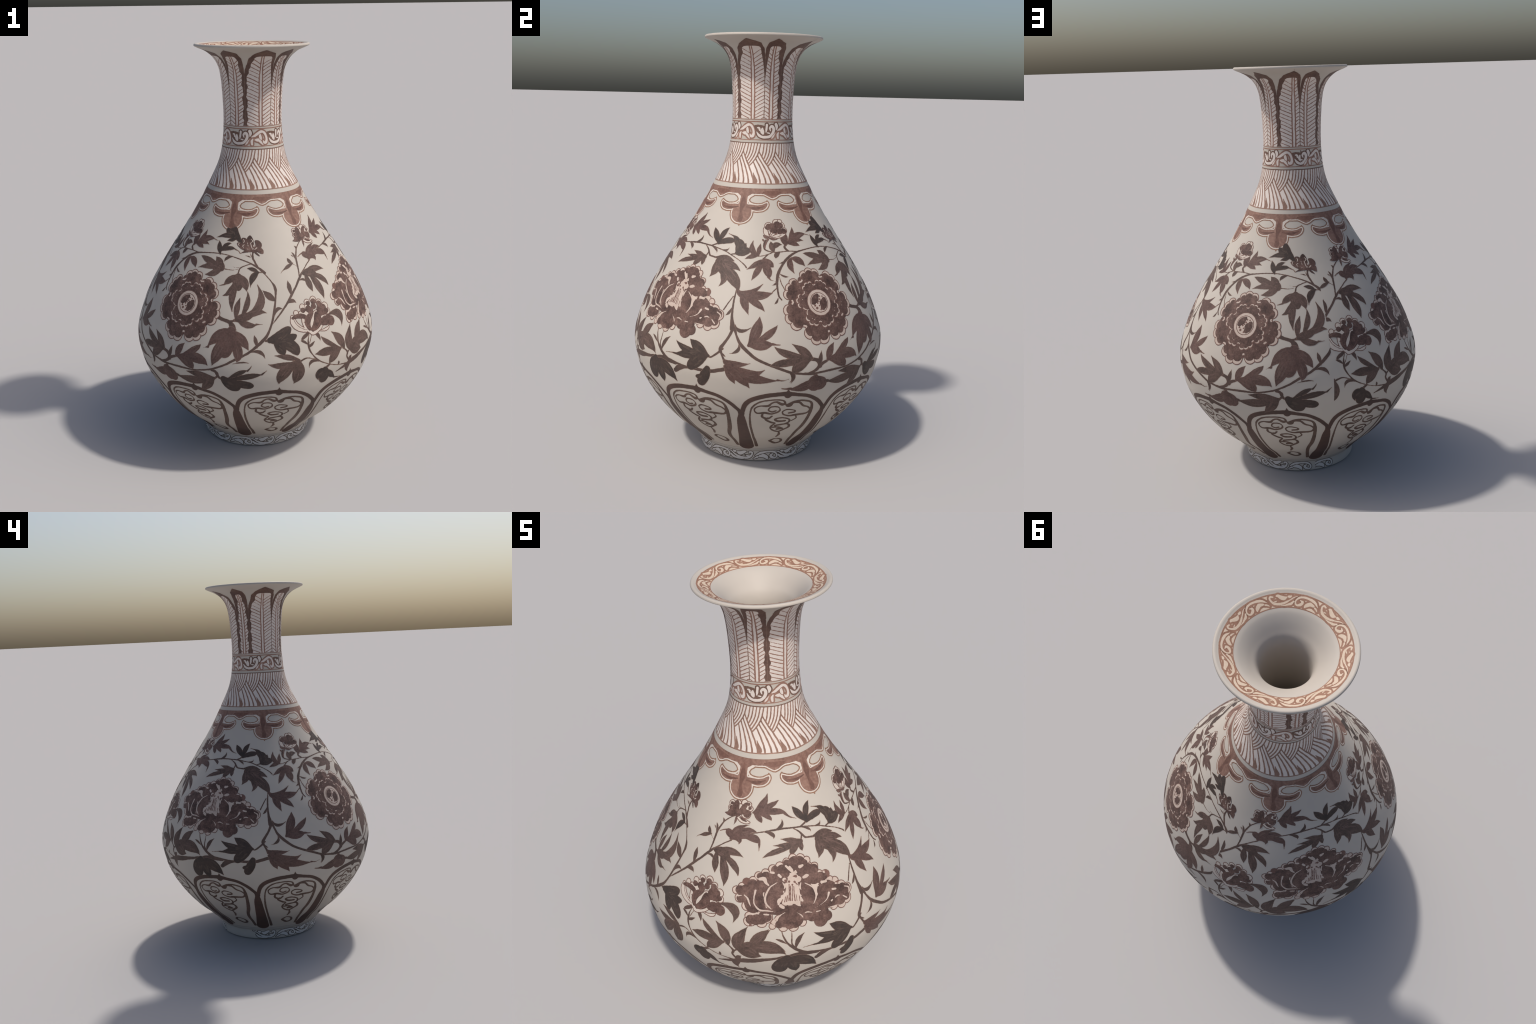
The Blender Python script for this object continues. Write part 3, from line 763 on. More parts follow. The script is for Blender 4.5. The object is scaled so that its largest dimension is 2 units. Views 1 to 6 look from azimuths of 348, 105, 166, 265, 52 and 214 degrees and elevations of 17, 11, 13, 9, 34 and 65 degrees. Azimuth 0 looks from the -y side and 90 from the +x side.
    Lobe((34.83, 1.0773), (40.59, 1.0744), (44.49, 1.0644), 30.6),
    Stroke((52.18, 1.1098, 4.9), (55.89, 1.1036, 2.6))]),
  ("red", [
    Lobe((15.15, 1.0273), (10.73, 1.0512), (11.17, 1.0914), 36.4),
    Lobe((14.72, 1.0273), (15.27, 1.0520), (16.44, 1.0797), 27.4),
    Lobe((14.93, 1.0287), (10.83, 1.0252), (6.07, 1.0120), 29.5)]),
  ("red", [
    Lobe((18.60, 1.0141), (13.65, 0.9930), (8.04, 0.9707), 35.1),
    Lobe((18.17, 1.0168), (21.67, 0.9978), (24.13, 0.9820), 41.8),
    Lobe((18.17, 1.0086), (14.41, 0.9647), (11.25, 0.9276), 36.8),
    Lobe((18.17, 1.0086), (20.49, 0.9680), (21.31, 0.9383), 50.6),
    Stroke((20.77, 0.9437, 12.5), (22.21, 0.9316, 4.5), (25.16, 0.9260, 2.5))]),
  ("red", [
    Lobe((4.22, 0.8930), (9.46, 0.8737), (18.39, 0.9199), 46.7),
    Lobe((7.00, 0.8754), (16.02, 0.8700), (23.04, 0.8823), 52.5),
    Lobe((7.04, 0.8728), (14.43, 0.8403), (18.63, 0.8065), 42.2),
    Lobe((7.00, 0.8754), (8.82, 0.8386), (11.16, 0.7910), 47.4)]),
  ("red", [
    Lobe((11.83, 0.6696), (15.10, 0.7323), (16.34, 0.7882), 63.2),
    Lobe((12.97, 0.6714), (20.45, 0.7164), (24.42, 0.7541), 41.0),
    Lobe((11.82, 0.6710), (17.54, 0.6724), (22.72, 0.6777), 58.2),
    Stroke((21.85, 0.6765, 11.7), (23.87, 0.6734, 5.8), (25.32, 0.6730, 3.5))]),
  ("red", [
    Lobe((1.77, 0.6051), (6.83, 0.5889), (12.93, 0.5957), 35.7),
    Lobe((1.96, 0.5965), (11.37, 0.5494), (18.78, 0.5696), 56.0),
    Lobe((2.95, 0.5788), (13.39, 0.5306), (24.55, 0.5193), 64.0),
    Lobe((2.67, 0.5785), (8.66, 0.5312), (12.64, 0.4809), 60.7),
    Lobe((2.09, 0.5780), (4.72, 0.5344), (6.50, 0.4986), 41.5),
    Stroke((23.98, 0.5212, 9.8), (26.54, 0.5175, 4.0), (28.79, 0.5246, 2.0))]),
  ("red", [
    Lobe((72.95, 0.7486), (66.92, 0.7164), (62.01, 0.6638), 66.7),
    Lobe((72.93, 0.7406), (67.61, 0.6515), (64.84, 0.5826), 78.1),
    Lobe((73.06, 0.7272), (76.41, 0.6535), (75.72, 0.6092), 60.6),
    Lobe((73.24, 0.7432), (78.20, 0.7043), (81.22, 0.6607), 57.8),
    Dab((72.94, 0.7432), (70.99, 0.6871), (70.41, 0.6407), 86.8),
    Stroke((62.58, 0.6663, 11.5), (61.29, 0.6629, 3.5), (60.16, 0.6567, 1.7))]),
  ("red", [
    Lobe((46.34, 0.5926), (47.80, 0.6296), (50.56, 0.6635), 46.4),
    Lobe((48.55, 0.5983), (56.00, 0.6437), (58.95, 0.6715), 39.3),
    Lobe((47.80, 0.5995), (58.00, 0.6064), (63.00, 0.5783), 63.6),
    Lobe((46.30, 0.5987), (53.19, 0.5782), (55.61, 0.5484), 63.4)]),
  ("red", [
    Lobe((40.75, 0.5269), (40.61, 0.4876), (44.87, 0.4667), 88.6),
    Lobe((40.83, 0.5203), (35.89, 0.4866), (28.67, 0.4745), 45.3),
    Stroke((29.99, 0.4762, 14.0), (27.49, 0.4768, 7.0), (25.90, 0.4793, 3.4))]),
  ("red", [
    Lobe((40.66, 0.5292), (36.66, 0.4813), (29.21, 0.4711), 53.6),
    Lobe((40.53, 0.5262), (44.26, 0.4838), (39.50, 0.4599), 64.5),
    Stroke((30.38, 0.4725, 7.0), (27.99, 0.4760, 4.1), (26.06, 0.4821, 2.8))]),
  ("red", [
    Lobe((-49.83, 1.1160), (-43.18, 1.1456), (-39.61, 1.1873), 42.1),
    Lobe((-48.52, 1.1199), (-38.06, 1.1409), (-30.89, 1.1609), 31.6),
    Lobe((-49.36, 1.1151), (-34.19, 1.1209), (-26.41, 1.1079), 36.9),
    Lobe((-49.36, 1.1151), (-45.66, 1.0984), (-43.67, 1.0799), 31.9),
    Lobe((-46.66, 1.1138), (-39.63, 1.1032), (-37.51, 1.0874), 26.4),
    Stroke((-28.11, 1.1115, 13.2), (-24.98, 1.0963, 6.9), (-20.88, 1.0867, 2.6))]),
  ("red", [
    Lobe((-62.45, 1.0188), (-59.35, 1.0519), (-50.96, 1.0731), 29.4),
    Lobe((-62.06, 1.0193), (-53.45, 1.0505), (-46.17, 1.0471), 36.9),
    Lobe((-56.19, 1.0282), (-47.94, 1.0271), (-44.59, 1.0038), 42.5),
    Dab((-60.07, 1.0218), (-63.33, 1.0312), (-64.96, 1.0392), 36.5),
    Lobe((-61.91, 1.0150), (-57.09, 1.0161), (-57.23, 0.9979), 27.4),
    Stroke((-62.84, 1.0409, 10.7), (-66.83, 1.0409, 6.4), (-70.43, 1.0303, 3.2)),
    Stroke((-44.98, 1.0082, 10.6), (-45.03, 0.9948, 5.3), (-45.04, 0.9826, 2.1)),
    Dab((-62.30, 1.0144), (-54.28, 1.0321), (-47.99, 1.0315), 29.0)]),
]
BUDS = [
  (None, [
    Dab((83.55, 1.0710), (81.26, 1.1011), (80.75, 1.1295), 36.8),
    Dab((83.55, 1.0710), (78.81, 1.1017), (75.00, 1.1199), 31.3),
    Dab((83.31, 1.0711), (77.16, 1.0834), (71.72, 1.1002), 28.4),
    Dab((83.55, 1.0710), (87.43, 1.0909), (85.48, 1.1105), 33.3),
    Dab((83.60, 1.0736), (87.44, 1.0748), (89.97, 1.0615), 29.2),
    Lobe((83.55, 1.0710), (78.87, 1.0698), (74.32, 1.0596), 17.0),
    Lobe((83.31, 1.0711), (86.03, 1.0581), (88.36, 1.0464), 11.6)],
   [
    Stroke((82.96, 1.0765, 1.9), (81.84, 1.0929, 3.1), (81.31, 1.1038, 1.9)),
    Stroke((83.46, 1.0777, 1.8), (83.70, 1.0950, 2.9)),
    Stroke((84.37, 1.0760, 1.8), (85.98, 1.0829, 4.5)),
    Stroke((76.81, 1.0968, 1.5), (75.55, 1.0904, 3.0), (76.66, 1.0809, 1.3)),
    Stroke((72.94, 1.1027, 1.2), (72.20, 1.0975, 3.0), (72.92, 1.0907, 1.6)),
    Stroke((75.75, 1.1184, 1.5), (76.43, 1.1103, 3.0), (75.88, 1.1023, 1.6)),
    Stroke((81.61, 1.1198, 1.6), (82.96, 1.1113, 3.0), (81.80, 1.1036, 1.3)),
    Stroke((78.85, 1.1044, 1.2), (79.63, 1.0908, 2.5)),
    Stroke((80.80, 1.0745, 1.3), (78.99, 1.0790, 2.5))]),
  ([
    Disc(-69.24, 0.8486, 16.5),
    Disc(-73.27, 0.8436, 14.4),
    Disc(-66.19, 0.8327, 15.6),
    Disc(-76.46, 0.8278, 14.1),
    Disc(-74.00, 0.8231, 14.7),
    Disc(-80.57, 0.8068, 12.8),
    Disc(-82.85, 0.7924, 8.5),
    Disc(-77.94, 0.8001, 13.6),
    Disc(-63.07, 0.8118, 18.1),
    Disc(-62.31, 0.7878, 15.4),
    Dab((-76.72, 0.7271), (-81.54, 0.7531), (-82.84, 0.7897), 36.8),
    Dab((-73.46, 0.7190), (-74.79, 0.7656), (-73.27, 0.7935), 77.2),
    Dab((-73.12, 0.7184), (-69.53, 0.7568), (-69.21, 0.7896), 77.1),
    Disc(-64.91, 0.7534, 25.5),
    Disc(-61.91, 0.7442, 22.8),
    Lobe((-69.97, 0.7154), (-65.43, 0.7146), (-63.67, 0.7309), 18.9)],
   [
    Disc(-69.39, 0.8406, 14.5),
    Disc(-72.90, 0.8377, 11.6),
    Disc(-66.43, 0.8276, 14.1),
    Disc(-70.00, 0.8212, 13.8),
    Disc(-73.36, 0.8141, 16.6),
    Disc(-76.54, 0.8131, 12.5),
    Disc(-72.50, 0.8060, 16.1),
    Disc(-65.96, 0.8005, 27.0),
    Disc(-64.44, 0.8060, 17.1),
    Dab((-82.73, 0.7869), (-78.71, 0.7916), (-75.16, 0.7785), 26.6),
    Dab((-74.75, 0.7310), (-75.13, 0.7661), (-71.76, 0.7939), 36.3),
    Dab((-73.10, 0.7268), (-69.79, 0.7544), (-69.58, 0.7902), 48.9),
    Disc(-65.01, 0.7508, 23.1),
    Disc(-61.91, 0.7442, 21.0),
    Disc(-66.69, 0.7485, 18.4),
    Disc(-63.06, 0.7581, 17.3),
    Dab((-66.79, 0.7797), (-63.55, 0.7875), (-62.39, 0.7936), 25.6)],
   [
    Stroke((-82.56, 0.7868, 2.5), (-81.39, 0.7610, 2.5), (-79.13, 0.7403, 2.4), (-76.34, 0.7288, 2.4)),
    Stroke((-76.19, 0.7732, 2.6), (-76.05, 0.7496, 3.3), (-74.28, 0.7288, 3.1), (-71.58, 0.7235, 3.0), (-69.04, 0.7418, 2.7), (-67.89, 0.7537, 2.4)),
    Stroke((-76.90, 0.7797, 2.0), (-76.32, 0.7679, 2.6), (-77.34, 0.7612, 1.8))]),
  ([
    Disc(-66.10, 1.1376, 14.0),
    Disc(-66.57, 1.1208, 12.9),
    Disc(-61.57, 1.1415, 14.3),
    Disc(-56.71, 1.1468, 14.1),
    Disc(-53.40, 1.1422, 12.4),
    Disc(-51.93, 1.1284, 11.2),
    Disc(-55.32, 1.1320, 18.9),
    Disc(-61.59, 1.1289, 22.0),
    Dab((-60.98, 1.0998), (-57.30, 1.0853), (-51.94, 1.0803), 22.7),
    Disc(-54.77, 1.1098, 21.5)],
   [
    Dab((-60.94, 1.0987), (-62.85, 1.1229), (-62.29, 1.1465), 34.6),
    Dab((-60.94, 1.0987), (-57.55, 1.1258), (-55.19, 1.1456), 24.4),
    Disc(-66.33, 1.1211, 9.6),
    Disc(-66.35, 1.1373, 7.3),
    Dab((-61.98, 1.1010), (-65.60, 1.1059), (-67.71, 1.1077), 16.4),
    Disc(-52.44, 1.1304, 7.5),
    Disc(-53.43, 1.1434, 6.4),
    Dab((-60.07, 1.1007), (-56.31, 1.1154), (-51.58, 1.1095), 23.8),
    Disc(-54.27, 1.1079, 15.1),
    Lobe((-59.40, 1.0946), (-55.99, 1.0864), (-53.25, 1.0817), 11.9),
    Lobe((-60.94, 1.0987), (-66.23, 1.0981), (-71.08, 1.0980), 23.1),
    Lobe((-61.62, 1.0980), (-61.33, 1.0812), (-62.19, 1.0644), 13.0)],
   None),
  ([
    Disc(22.38, 1.1500, 18.0),
    Disc(28.86, 1.1641, 16.3),
    Disc(31.58, 1.1667, 13.1),
    Disc(32.61, 1.1523, 17.1),
    Disc(34.19, 1.1308, 15.9),
    Disc(26.57, 1.1359, 20.7),
    Dab((22.95, 1.1023), (20.29, 1.1218), (19.86, 1.1443), 25.2),
    Dab((23.20, 1.1023), (25.48, 1.1190), (27.34, 1.1330), 24.5),
    Dab((23.20, 1.1023), (30.57, 1.1102), (35.34, 1.1236), 25.7)],
   [
    Disc(22.64, 1.1486, 13.5),
    Disc(21.22, 1.1430, 10.2),
    Disc(29.48, 1.1541, 17.9),
    Disc(31.99, 1.1510, 13.8),
    Disc(26.52, 1.1331, 17.4),
    Disc(34.10, 1.1280, 13.9),
    Disc(31.02, 1.1270, 14.4),
    Disc(24.92, 1.1529, 9.7),
    Lobe((22.47, 1.1051), (19.95, 1.1050), (17.79, 1.1147), 21.2),
    Lobe((22.19, 1.1023), (25.14, 1.0961), (28.75, 1.0950), 16.1),
    Lobe((19.61, 1.0827), (18.17, 1.0910), (17.09, 1.0970), 11.6)],
   [
    Stroke((22.73, 1.1051, 2.5), (22.09, 1.1191, 3.8), (21.68, 1.1331, 2.7)),
    Stroke((23.23, 1.1051, 2.5), (24.96, 1.1191, 3.7), (25.62, 1.1275, 2.7)),
    Stroke((23.47, 1.1037, 2.5), (27.54, 1.1161, 3.8), (29.32, 1.1244, 2.7)),
    Stroke((23.71, 1.1023, 2.0), (28.87, 1.1048, 2.3), (34.04, 1.1182, 2.0)),
    Stroke((22.14, 1.0967, 3.1), (20.07, 1.0786, 3.7), (19.06, 1.0606, 5.3)),
    Stroke((21.25, 1.0967, 2.5), (19.60, 1.0800, 2.4), (18.70, 1.0633, 2.6))]),
]
PEONY_RING = [
    Disc(-26.98, 0.9544, 16.5),
    Disc(-22.92, 0.9483, 18.3),
    Disc(-19.92, 0.9358, 16.8),
    Disc(-30.45, 0.9430, 15.9),
    Disc(-34.12, 0.9308, 17.4),
    Disc(-37.78, 0.9222, 17.4),
    Disc(-41.45, 0.9090, 16.4),
    Disc(-44.84, 0.8970, 17.6),
    Disc(-47.43, 0.8798, 16.6),
    Disc(-50.64, 0.8707, 16.7),
    Disc(-25.72, 0.9257, 40.1),
    Disc(-19.50, 0.9153, 16.3),
    Disc(-16.40, 0.9082, 16.5),
    Disc(-14.87, 0.8763, 16.7),
    Disc(-11.85, 0.8678, 18.6),
    Disc(-10.26, 0.8400, 17.7),
    Disc(-8.06, 0.8233, 17.4),
    Disc(-5.64, 0.8022, 17.9),
    Disc(-32.62, 0.9049, 37.1),
    Disc(-20.11, 0.8822, 40.9),
    Disc(-39.08, 0.8802, 34.5),
    Disc(-14.65, 0.8418, 39.1),
    Disc(-28.94, 0.8542, 85.8),
    Disc(-39.23, 0.8374, 69.3),
    Disc(-18.67, 0.8131, 72.2),
    Disc(-45.09, 0.8249, 61.8),
    Disc(-13.01, 0.7858, 51.6),
    Disc(-50.53, 0.8709, 17.8),
    Disc(-52.52, 0.8527, 17.9),
    Disc(-55.28, 0.8375, 17.0),
    Disc(-53.30, 0.8110, 20.8),
    Disc(-49.87, 0.7825, 21.4),
    Disc(-47.69, 0.8091, 32.5),
    Disc(-48.58, 0.7428, 19.3),
    Disc(-48.79, 0.7215, 22.2),
    Disc(-46.09, 0.7394, 33.0),
    Disc(-43.34, 0.7196, 23.1),
    Disc(-47.95, 0.7249, 24.4),
    Disc(-38.85, 0.7038, 14.3),
    Disc(-37.74, 0.7167, 17.6),
    Disc(-35.80, 0.7289, 21.9),
    Disc(-34.38, 0.6974, 19.9),
    Disc(-30.13, 0.6954, 21.7),
    Disc(-26.23, 0.7067, 17.3),
    Disc(-31.46, 0.7304, 44.0),
    Disc(-41.43, 0.7409, 27.3),
    Disc(-11.48, 0.8678, 16.5),
    Disc(-8.17, 0.8296, 19.9),
    Disc(-5.48, 0.8047, 21.9),
    Disc(-3.01, 0.7836, 24.7),
    Disc(-4.41, 0.7491, 24.7),
    Disc(-7.29, 0.7349, 20.0),
    Disc(-11.17, 0.7386, 17.9),
    Disc(-8.63, 0.7766, 44.5)]
PEONY_DARK = [
    Disc(-26.47, 0.9380, 22.4),
    Disc(-29.47, 0.9217, 15.9),
    Disc(-33.98, 0.8966, 15.9),
    Disc(-32.89, 0.8820, 15.9),
    Disc(-22.69, 0.8842, 18.9),
    Disc(-22.50, 0.8651, 16.2),
    Disc(-28.63, 0.9129, 10.6),
    Disc(-24.87, 0.9038, 13.4),
    Disc(-23.75, 0.9369, 20.9),
    Disc(-26.50, 0.9209, 15.0),
    Disc(-21.53, 0.9291, 12.9),
    Disc(-30.51, 0.9396, 11.1),
    Disc(-32.85, 0.9130, 23.8),
    Disc(-31.39, 0.9016, 13.3),
    Disc(-36.67, 0.9184, 13.8),
    Disc(-20.54, 0.9030, 25.0),
    Disc(-17.26, 0.8981, 19.8),
    Disc(-23.37, 0.8970, 17.8),
    Disc(-41.22, 0.8919, 21.2),
    Disc(-38.44, 0.8858, 24.9),
    Disc(-36.31, 0.8794, 17.0),
    Disc(-44.20, 0.8961, 10.6),
    Disc(-17.84, 0.8683, 25.3),
    Disc(-14.69, 0.8614, 21.2),
    Disc(-21.05, 0.8650, 18.0),
    Disc(-12.46, 0.8608, 11.2),
    Disc(-47.65, 0.8646, 19.8),
    Disc(-43.37, 0.8594, 23.5),
    Disc(-12.27, 0.8220, 23.9),
    Disc(-14.98, 0.8142, 22.5),
    Disc(-10.33, 0.8189, 16.1),
    Disc(-8.16, 0.7913, 26.4),
    Disc(-5.22, 0.7942, 17.9),
    Dab((-43.70, 0.8768), (-45.09, 0.8249), (-42.22, 0.7666), 44.1),
    Dab((-35.45, 0.8710), (-38.71, 0.8206), (-35.62, 0.7625), 68.7),
    Disc(-38.13, 0.8205, 29.4),
    Disc(-35.04, 0.8476, 24.0),
    Disc(-37.40, 0.7935, 26.9),
    Dab((-23.90, 0.8592), (-22.26, 0.8031), (-24.87, 0.7493), 69.1),
    Disc(-22.02, 0.8002, 30.2),
    Disc(-22.57, 0.8331, 24.5),
    Disc(-23.06, 0.7743, 24.9),
    Dab((-15.95, 0.8316), (-16.41, 0.7900), (-22.61, 0.7474), 35.6),
    Dab((-11.62, 0.7998), (-14.51, 0.7639), (-20.37, 0.7424), 42.7),
    Disc(-53.45, 0.8398, 16.9),
    Disc(-50.56, 0.8404, 22.7),
    Disc(-48.39, 0.8302, 17.2),
    Disc(-52.83, 0.8092, 15.3),
    Dab((-50.41, 0.8214), (-49.30, 0.7831), (-46.41, 0.7624), 25.1),
    Dab((-47.49, 0.8285), (-47.36, 0.7995), (-45.30, 0.7656), 24.5),
    Dab((-42.22, 0.7666), (-30.67, 0.7581), (-18.68, 0.7382), 36.1),
    Disc(-30.89, 0.7336, 30.8),
    Disc(-33.69, 0.7221, 25.3),
    Disc(-28.29, 0.7195, 23.2),
    Disc(-36.04, 0.7092, 13.8),
    Disc(-31.65, 0.7067, 19.4),
    Disc(-29.23, 0.7062, 16.6),
    Disc(-47.96, 0.7289, 18.8),
    Disc(-43.61, 0.7353, 23.6),
    Disc(-41.16, 0.7409, 18.1),
    Disc(-45.78, 0.7291, 20.4),
    Dab((-33.92, 0.7689), (-29.69, 0.7722), (-25.85, 0.7614), 30.4),
    Disc(-33.97, 0.7613, 16.3),
    Disc(-24.49, 0.7354, 22.3),
    Disc(-21.38, 0.7307, 28.0),
    Disc(-17.59, 0.7310, 32.0),
    Disc(-18.15, 0.7000, 28.7),
    Disc(-15.02, 0.7078, 19.7),
    Disc(-9.72, 0.7642, 28.7),
    Disc(-7.06, 0.7838, 25.2),
    Disc(-3.30, 0.7847, 17.3),
    Disc(-7.42, 0.7556, 23.9),
    Disc(-4.39, 0.7560, 16.1),
    Disc(-11.92, 0.7531, 19.4)]
PEONY_PALE = [
    Stroke((-35.90, 0.8724, 3.7), (-39.47, 0.8550, 7.9), (-41.66, 0.8209, 10.0), (-41.29, 0.7942, 9.7), (-39.16, 0.7735, 5.5)),
    Stroke((-22.83, 0.8575, 4.7), (-19.42, 0.8344, 7.0), (-18.50, 0.8002, 8.5), (-20.31, 0.7711, 3.3)),
    Stroke((-46.18, 0.8434, 10.6), (-46.81, 0.8145, 6.4), (-46.44, 0.7902, 7.1), (-44.16, 0.7699, 9.5), (-40.56, 0.7666, 7.2), (-37.00, 0.7606, 2.2)),
    Stroke((-12.35, 0.7955, 12.2), (-13.77, 0.7749, 6.1), (-16.72, 0.7622, 3.6), (-19.87, 0.7544, 2.8)),
    Stroke((-33.31, 0.8709, 5.8), (-32.42, 0.8551, 7.9), (-33.02, 0.8462, 3.7)),
    Stroke((-33.19, 0.8381, 5.8), (-32.93, 0.8260, 5.4)),
    Stroke((-24.66, 0.8604, 5.5), (-25.40, 0.8461, 9.2), (-25.00, 0.8347, 3.2)),
    Stroke((-26.62, 0.8287, 10.6), (-25.86, 0.8167, 8.4), (-24.65, 0.8119, 2.2)),
    Stroke((-32.88, 0.7591, 2.2), (-35.58, 0.7457, 7.2), (-38.09, 0.7287, 10.7)),
    Stroke((-28.10, 0.7508, 2.7), (-26.43, 0.7377, 5.9), (-25.72, 0.7271, 5.6)),
    Stroke((-34.92, 0.7847, 16.1), (-33.86, 0.7765, 13.8)),
    Stroke((-31.38, 0.7868, 11.0), (-30.10, 0.7866, 11.0)),
    Stroke((-28.37, 0.7882, 10.7), (-27.02, 0.7812, 13.4), (-26.24, 0.7749, 6.6)),
    Stroke((-28.59, 0.8864, 18.7), (-28.61, 0.8655, 24.1), (-29.42, 0.8310, 26.8), (-29.78, 0.8024, 29.9)),
    Disc(-25.61, 0.8758, 13.4),
    Disc(-32.44, 0.8807, 9.0),
    Stroke((-33.28, 0.8131, 16.3), (-35.35, 0.8048, 18.9), (-35.87, 0.7903, 8.2)),
    Stroke((-26.10, 0.8048, 18.5), (-25.11, 0.7933, 10.9)),
    Stroke((-45.26, 0.7549, 8.4), (-44.57, 0.7544, 8.4)),
    Stroke((-42.23, 0.7525, 8.4), (-40.32, 0.7513, 8.4)),
    Stroke((-24.67, 0.7437, 5.7), (-23.50, 0.7453, 7.3), (-21.58, 0.7394, 4.5)),
    Stroke((-19.57, 0.7378, 7.5), (-17.81, 0.7372, 5.6)),
    Stroke((-44.34, 0.8858, 13.3), (-42.16, 0.8862, 18.7), (-41.24, 0.8725, 13.3), (-40.05, 0.8632, 8.0)),
    Stroke((-34.91, 0.8984, 13.2), (-34.04, 0.8910, 10.6)),
    Stroke((-19.69, 0.8851, 0.1), (-19.82, 0.8806, 0.1)),
    Stroke((-22.82, 0.8787, 13.6), (-21.46, 0.8812, 16.3), (-20.45, 0.8818, 8.0)),
    Stroke((-14.57, 0.8442, 13.5), (-12.31, 0.8409, 10.7)),
    Stroke((-17.63, 0.8354, 12.7), (-16.80, 0.8360, 10.7)),
    Stroke((-10.13, 0.8043, 11.0), (-8.54, 0.8005, 9.2)),
    Stroke((-29.10, 0.9238, 10.6), (-28.33, 0.9115, 13.2), (-28.01, 0.9020, 8.0)),
    Stroke((-26.44, 0.9071, 8.0), (-26.26, 0.8999, 10.6)),
    Stroke((-31.01, 0.9287, 10.5), (-29.56, 0.9161, 10.5), (-28.19, 0.9009, 5.3)),
    Stroke((-23.86, 0.9186, 16.2), (-22.43, 0.9212, 10.6)),
    Stroke((-38.96, 0.9100, 10.6), (-37.38, 0.9073, 10.6)),
    Stroke((-11.80, 0.7617, 9.8), (-11.18, 0.7652, 6.1)),
    Stroke((-9.83, 0.7683, 4.4), (-8.52, 0.7725, 7.8), (-7.03, 0.7686, 3.0)),
    Stroke((-5.87, 0.7629, 6.1), (-4.23, 0.7479, 7.8)),
    Stroke((-13.33, 0.7386, 4.8), (-11.10, 0.7359, 7.7), (-9.04, 0.7370, 3.0)),
    Stroke((-3.87, 0.7952, 5.9), (-1.93, 0.7831, 7.4), (-2.54, 0.7633, 4.8)),
    Stroke((-51.31, 0.8230, 5.6), (-49.75, 0.8123, 8.3), (-48.78, 0.7935, 8.3), (-48.15, 0.7815, 3.3)),
    Stroke((-54.26, 0.8171, 8.1), (-52.19, 0.8208, 3.8))]
PEONY_LINE = [
    Stroke((-30.37, 0.8615, 4.0), (-30.62, 0.8323, 3.5), (-31.09, 0.8013, 4.4)),
    Stroke((-29.72, 0.8550, 3.2), (-30.44, 0.8006, 3.8)),
    Stroke((-28.94, 0.8542, 3.2), (-29.67, 0.7998, 3.8)),
    Stroke((-28.24, 0.8522, 3.2), (-28.46, 0.8251, 3.2), (-28.36, 0.7981, 4.4)),
    Stroke((-31.63, 0.8213, 3.7), (-32.19, 0.8000, 4.4)),
    Stroke((-32.54, 0.8173, 3.2), (-33.06, 0.7983, 3.8)),
    Stroke((-33.89, 0.8087, 2.1), (-34.39, 0.7993, 3.8)),
    Stroke((-27.62, 0.8216, 2.1), (-27.53, 0.7970, 2.2)),
    Stroke((-26.24, 0.8148, 2.2), (-26.25, 0.7951, 2.2)),
    Disc(-32.01, 0.8776, 4.2),
    Disc(-30.22, 0.8718, 4.8),
    Disc(-27.64, 0.8679, 4.8),
    Disc(-28.81, 0.8587, 3.8),
    Stroke((-27.78, 0.8692, 3.2), (-26.44, 0.8570, 4.3)),
    Stroke((-28.24, 0.8883, 1.1), (-26.81, 0.8878, 10.6), (-26.57, 0.8840, 3.7)),
    Stroke((-31.72, 0.8755, 2.1), (-31.20, 0.8681, 2.1))]
PANEL_BAND = [
    Stroke((8.18, 0.0991, 69.4), (8.80, 0.1817, 56.3), (8.60, 0.2500, 47.7), (8.45, 0.3006, 39.9), (8.51, 0.3265, 28.7), (8.51, 0.3471, 18.8)),
    Stroke((8.74, 0.3350, 18.4), (10.44, 0.3916, 21.3), (13.46, 0.4227, 22.5), (19.21, 0.4431, 21.7), (24.97, 0.4504, 20.3), (29.09, 0.4514, 21.6), (34.05, 0.4426, 16.7), (39.04, 0.4299, 17.1), (43.86, 0.4000, 18.2), (47.67, 0.3618, 18.6), (48.71, 0.3436, 28.3)),
    Stroke((29.14, 0.4462, 34.7), (29.10, 0.4565, 18.9), (29.08, 0.4651, 9.4), (29.05, 0.4753, 2.1))]
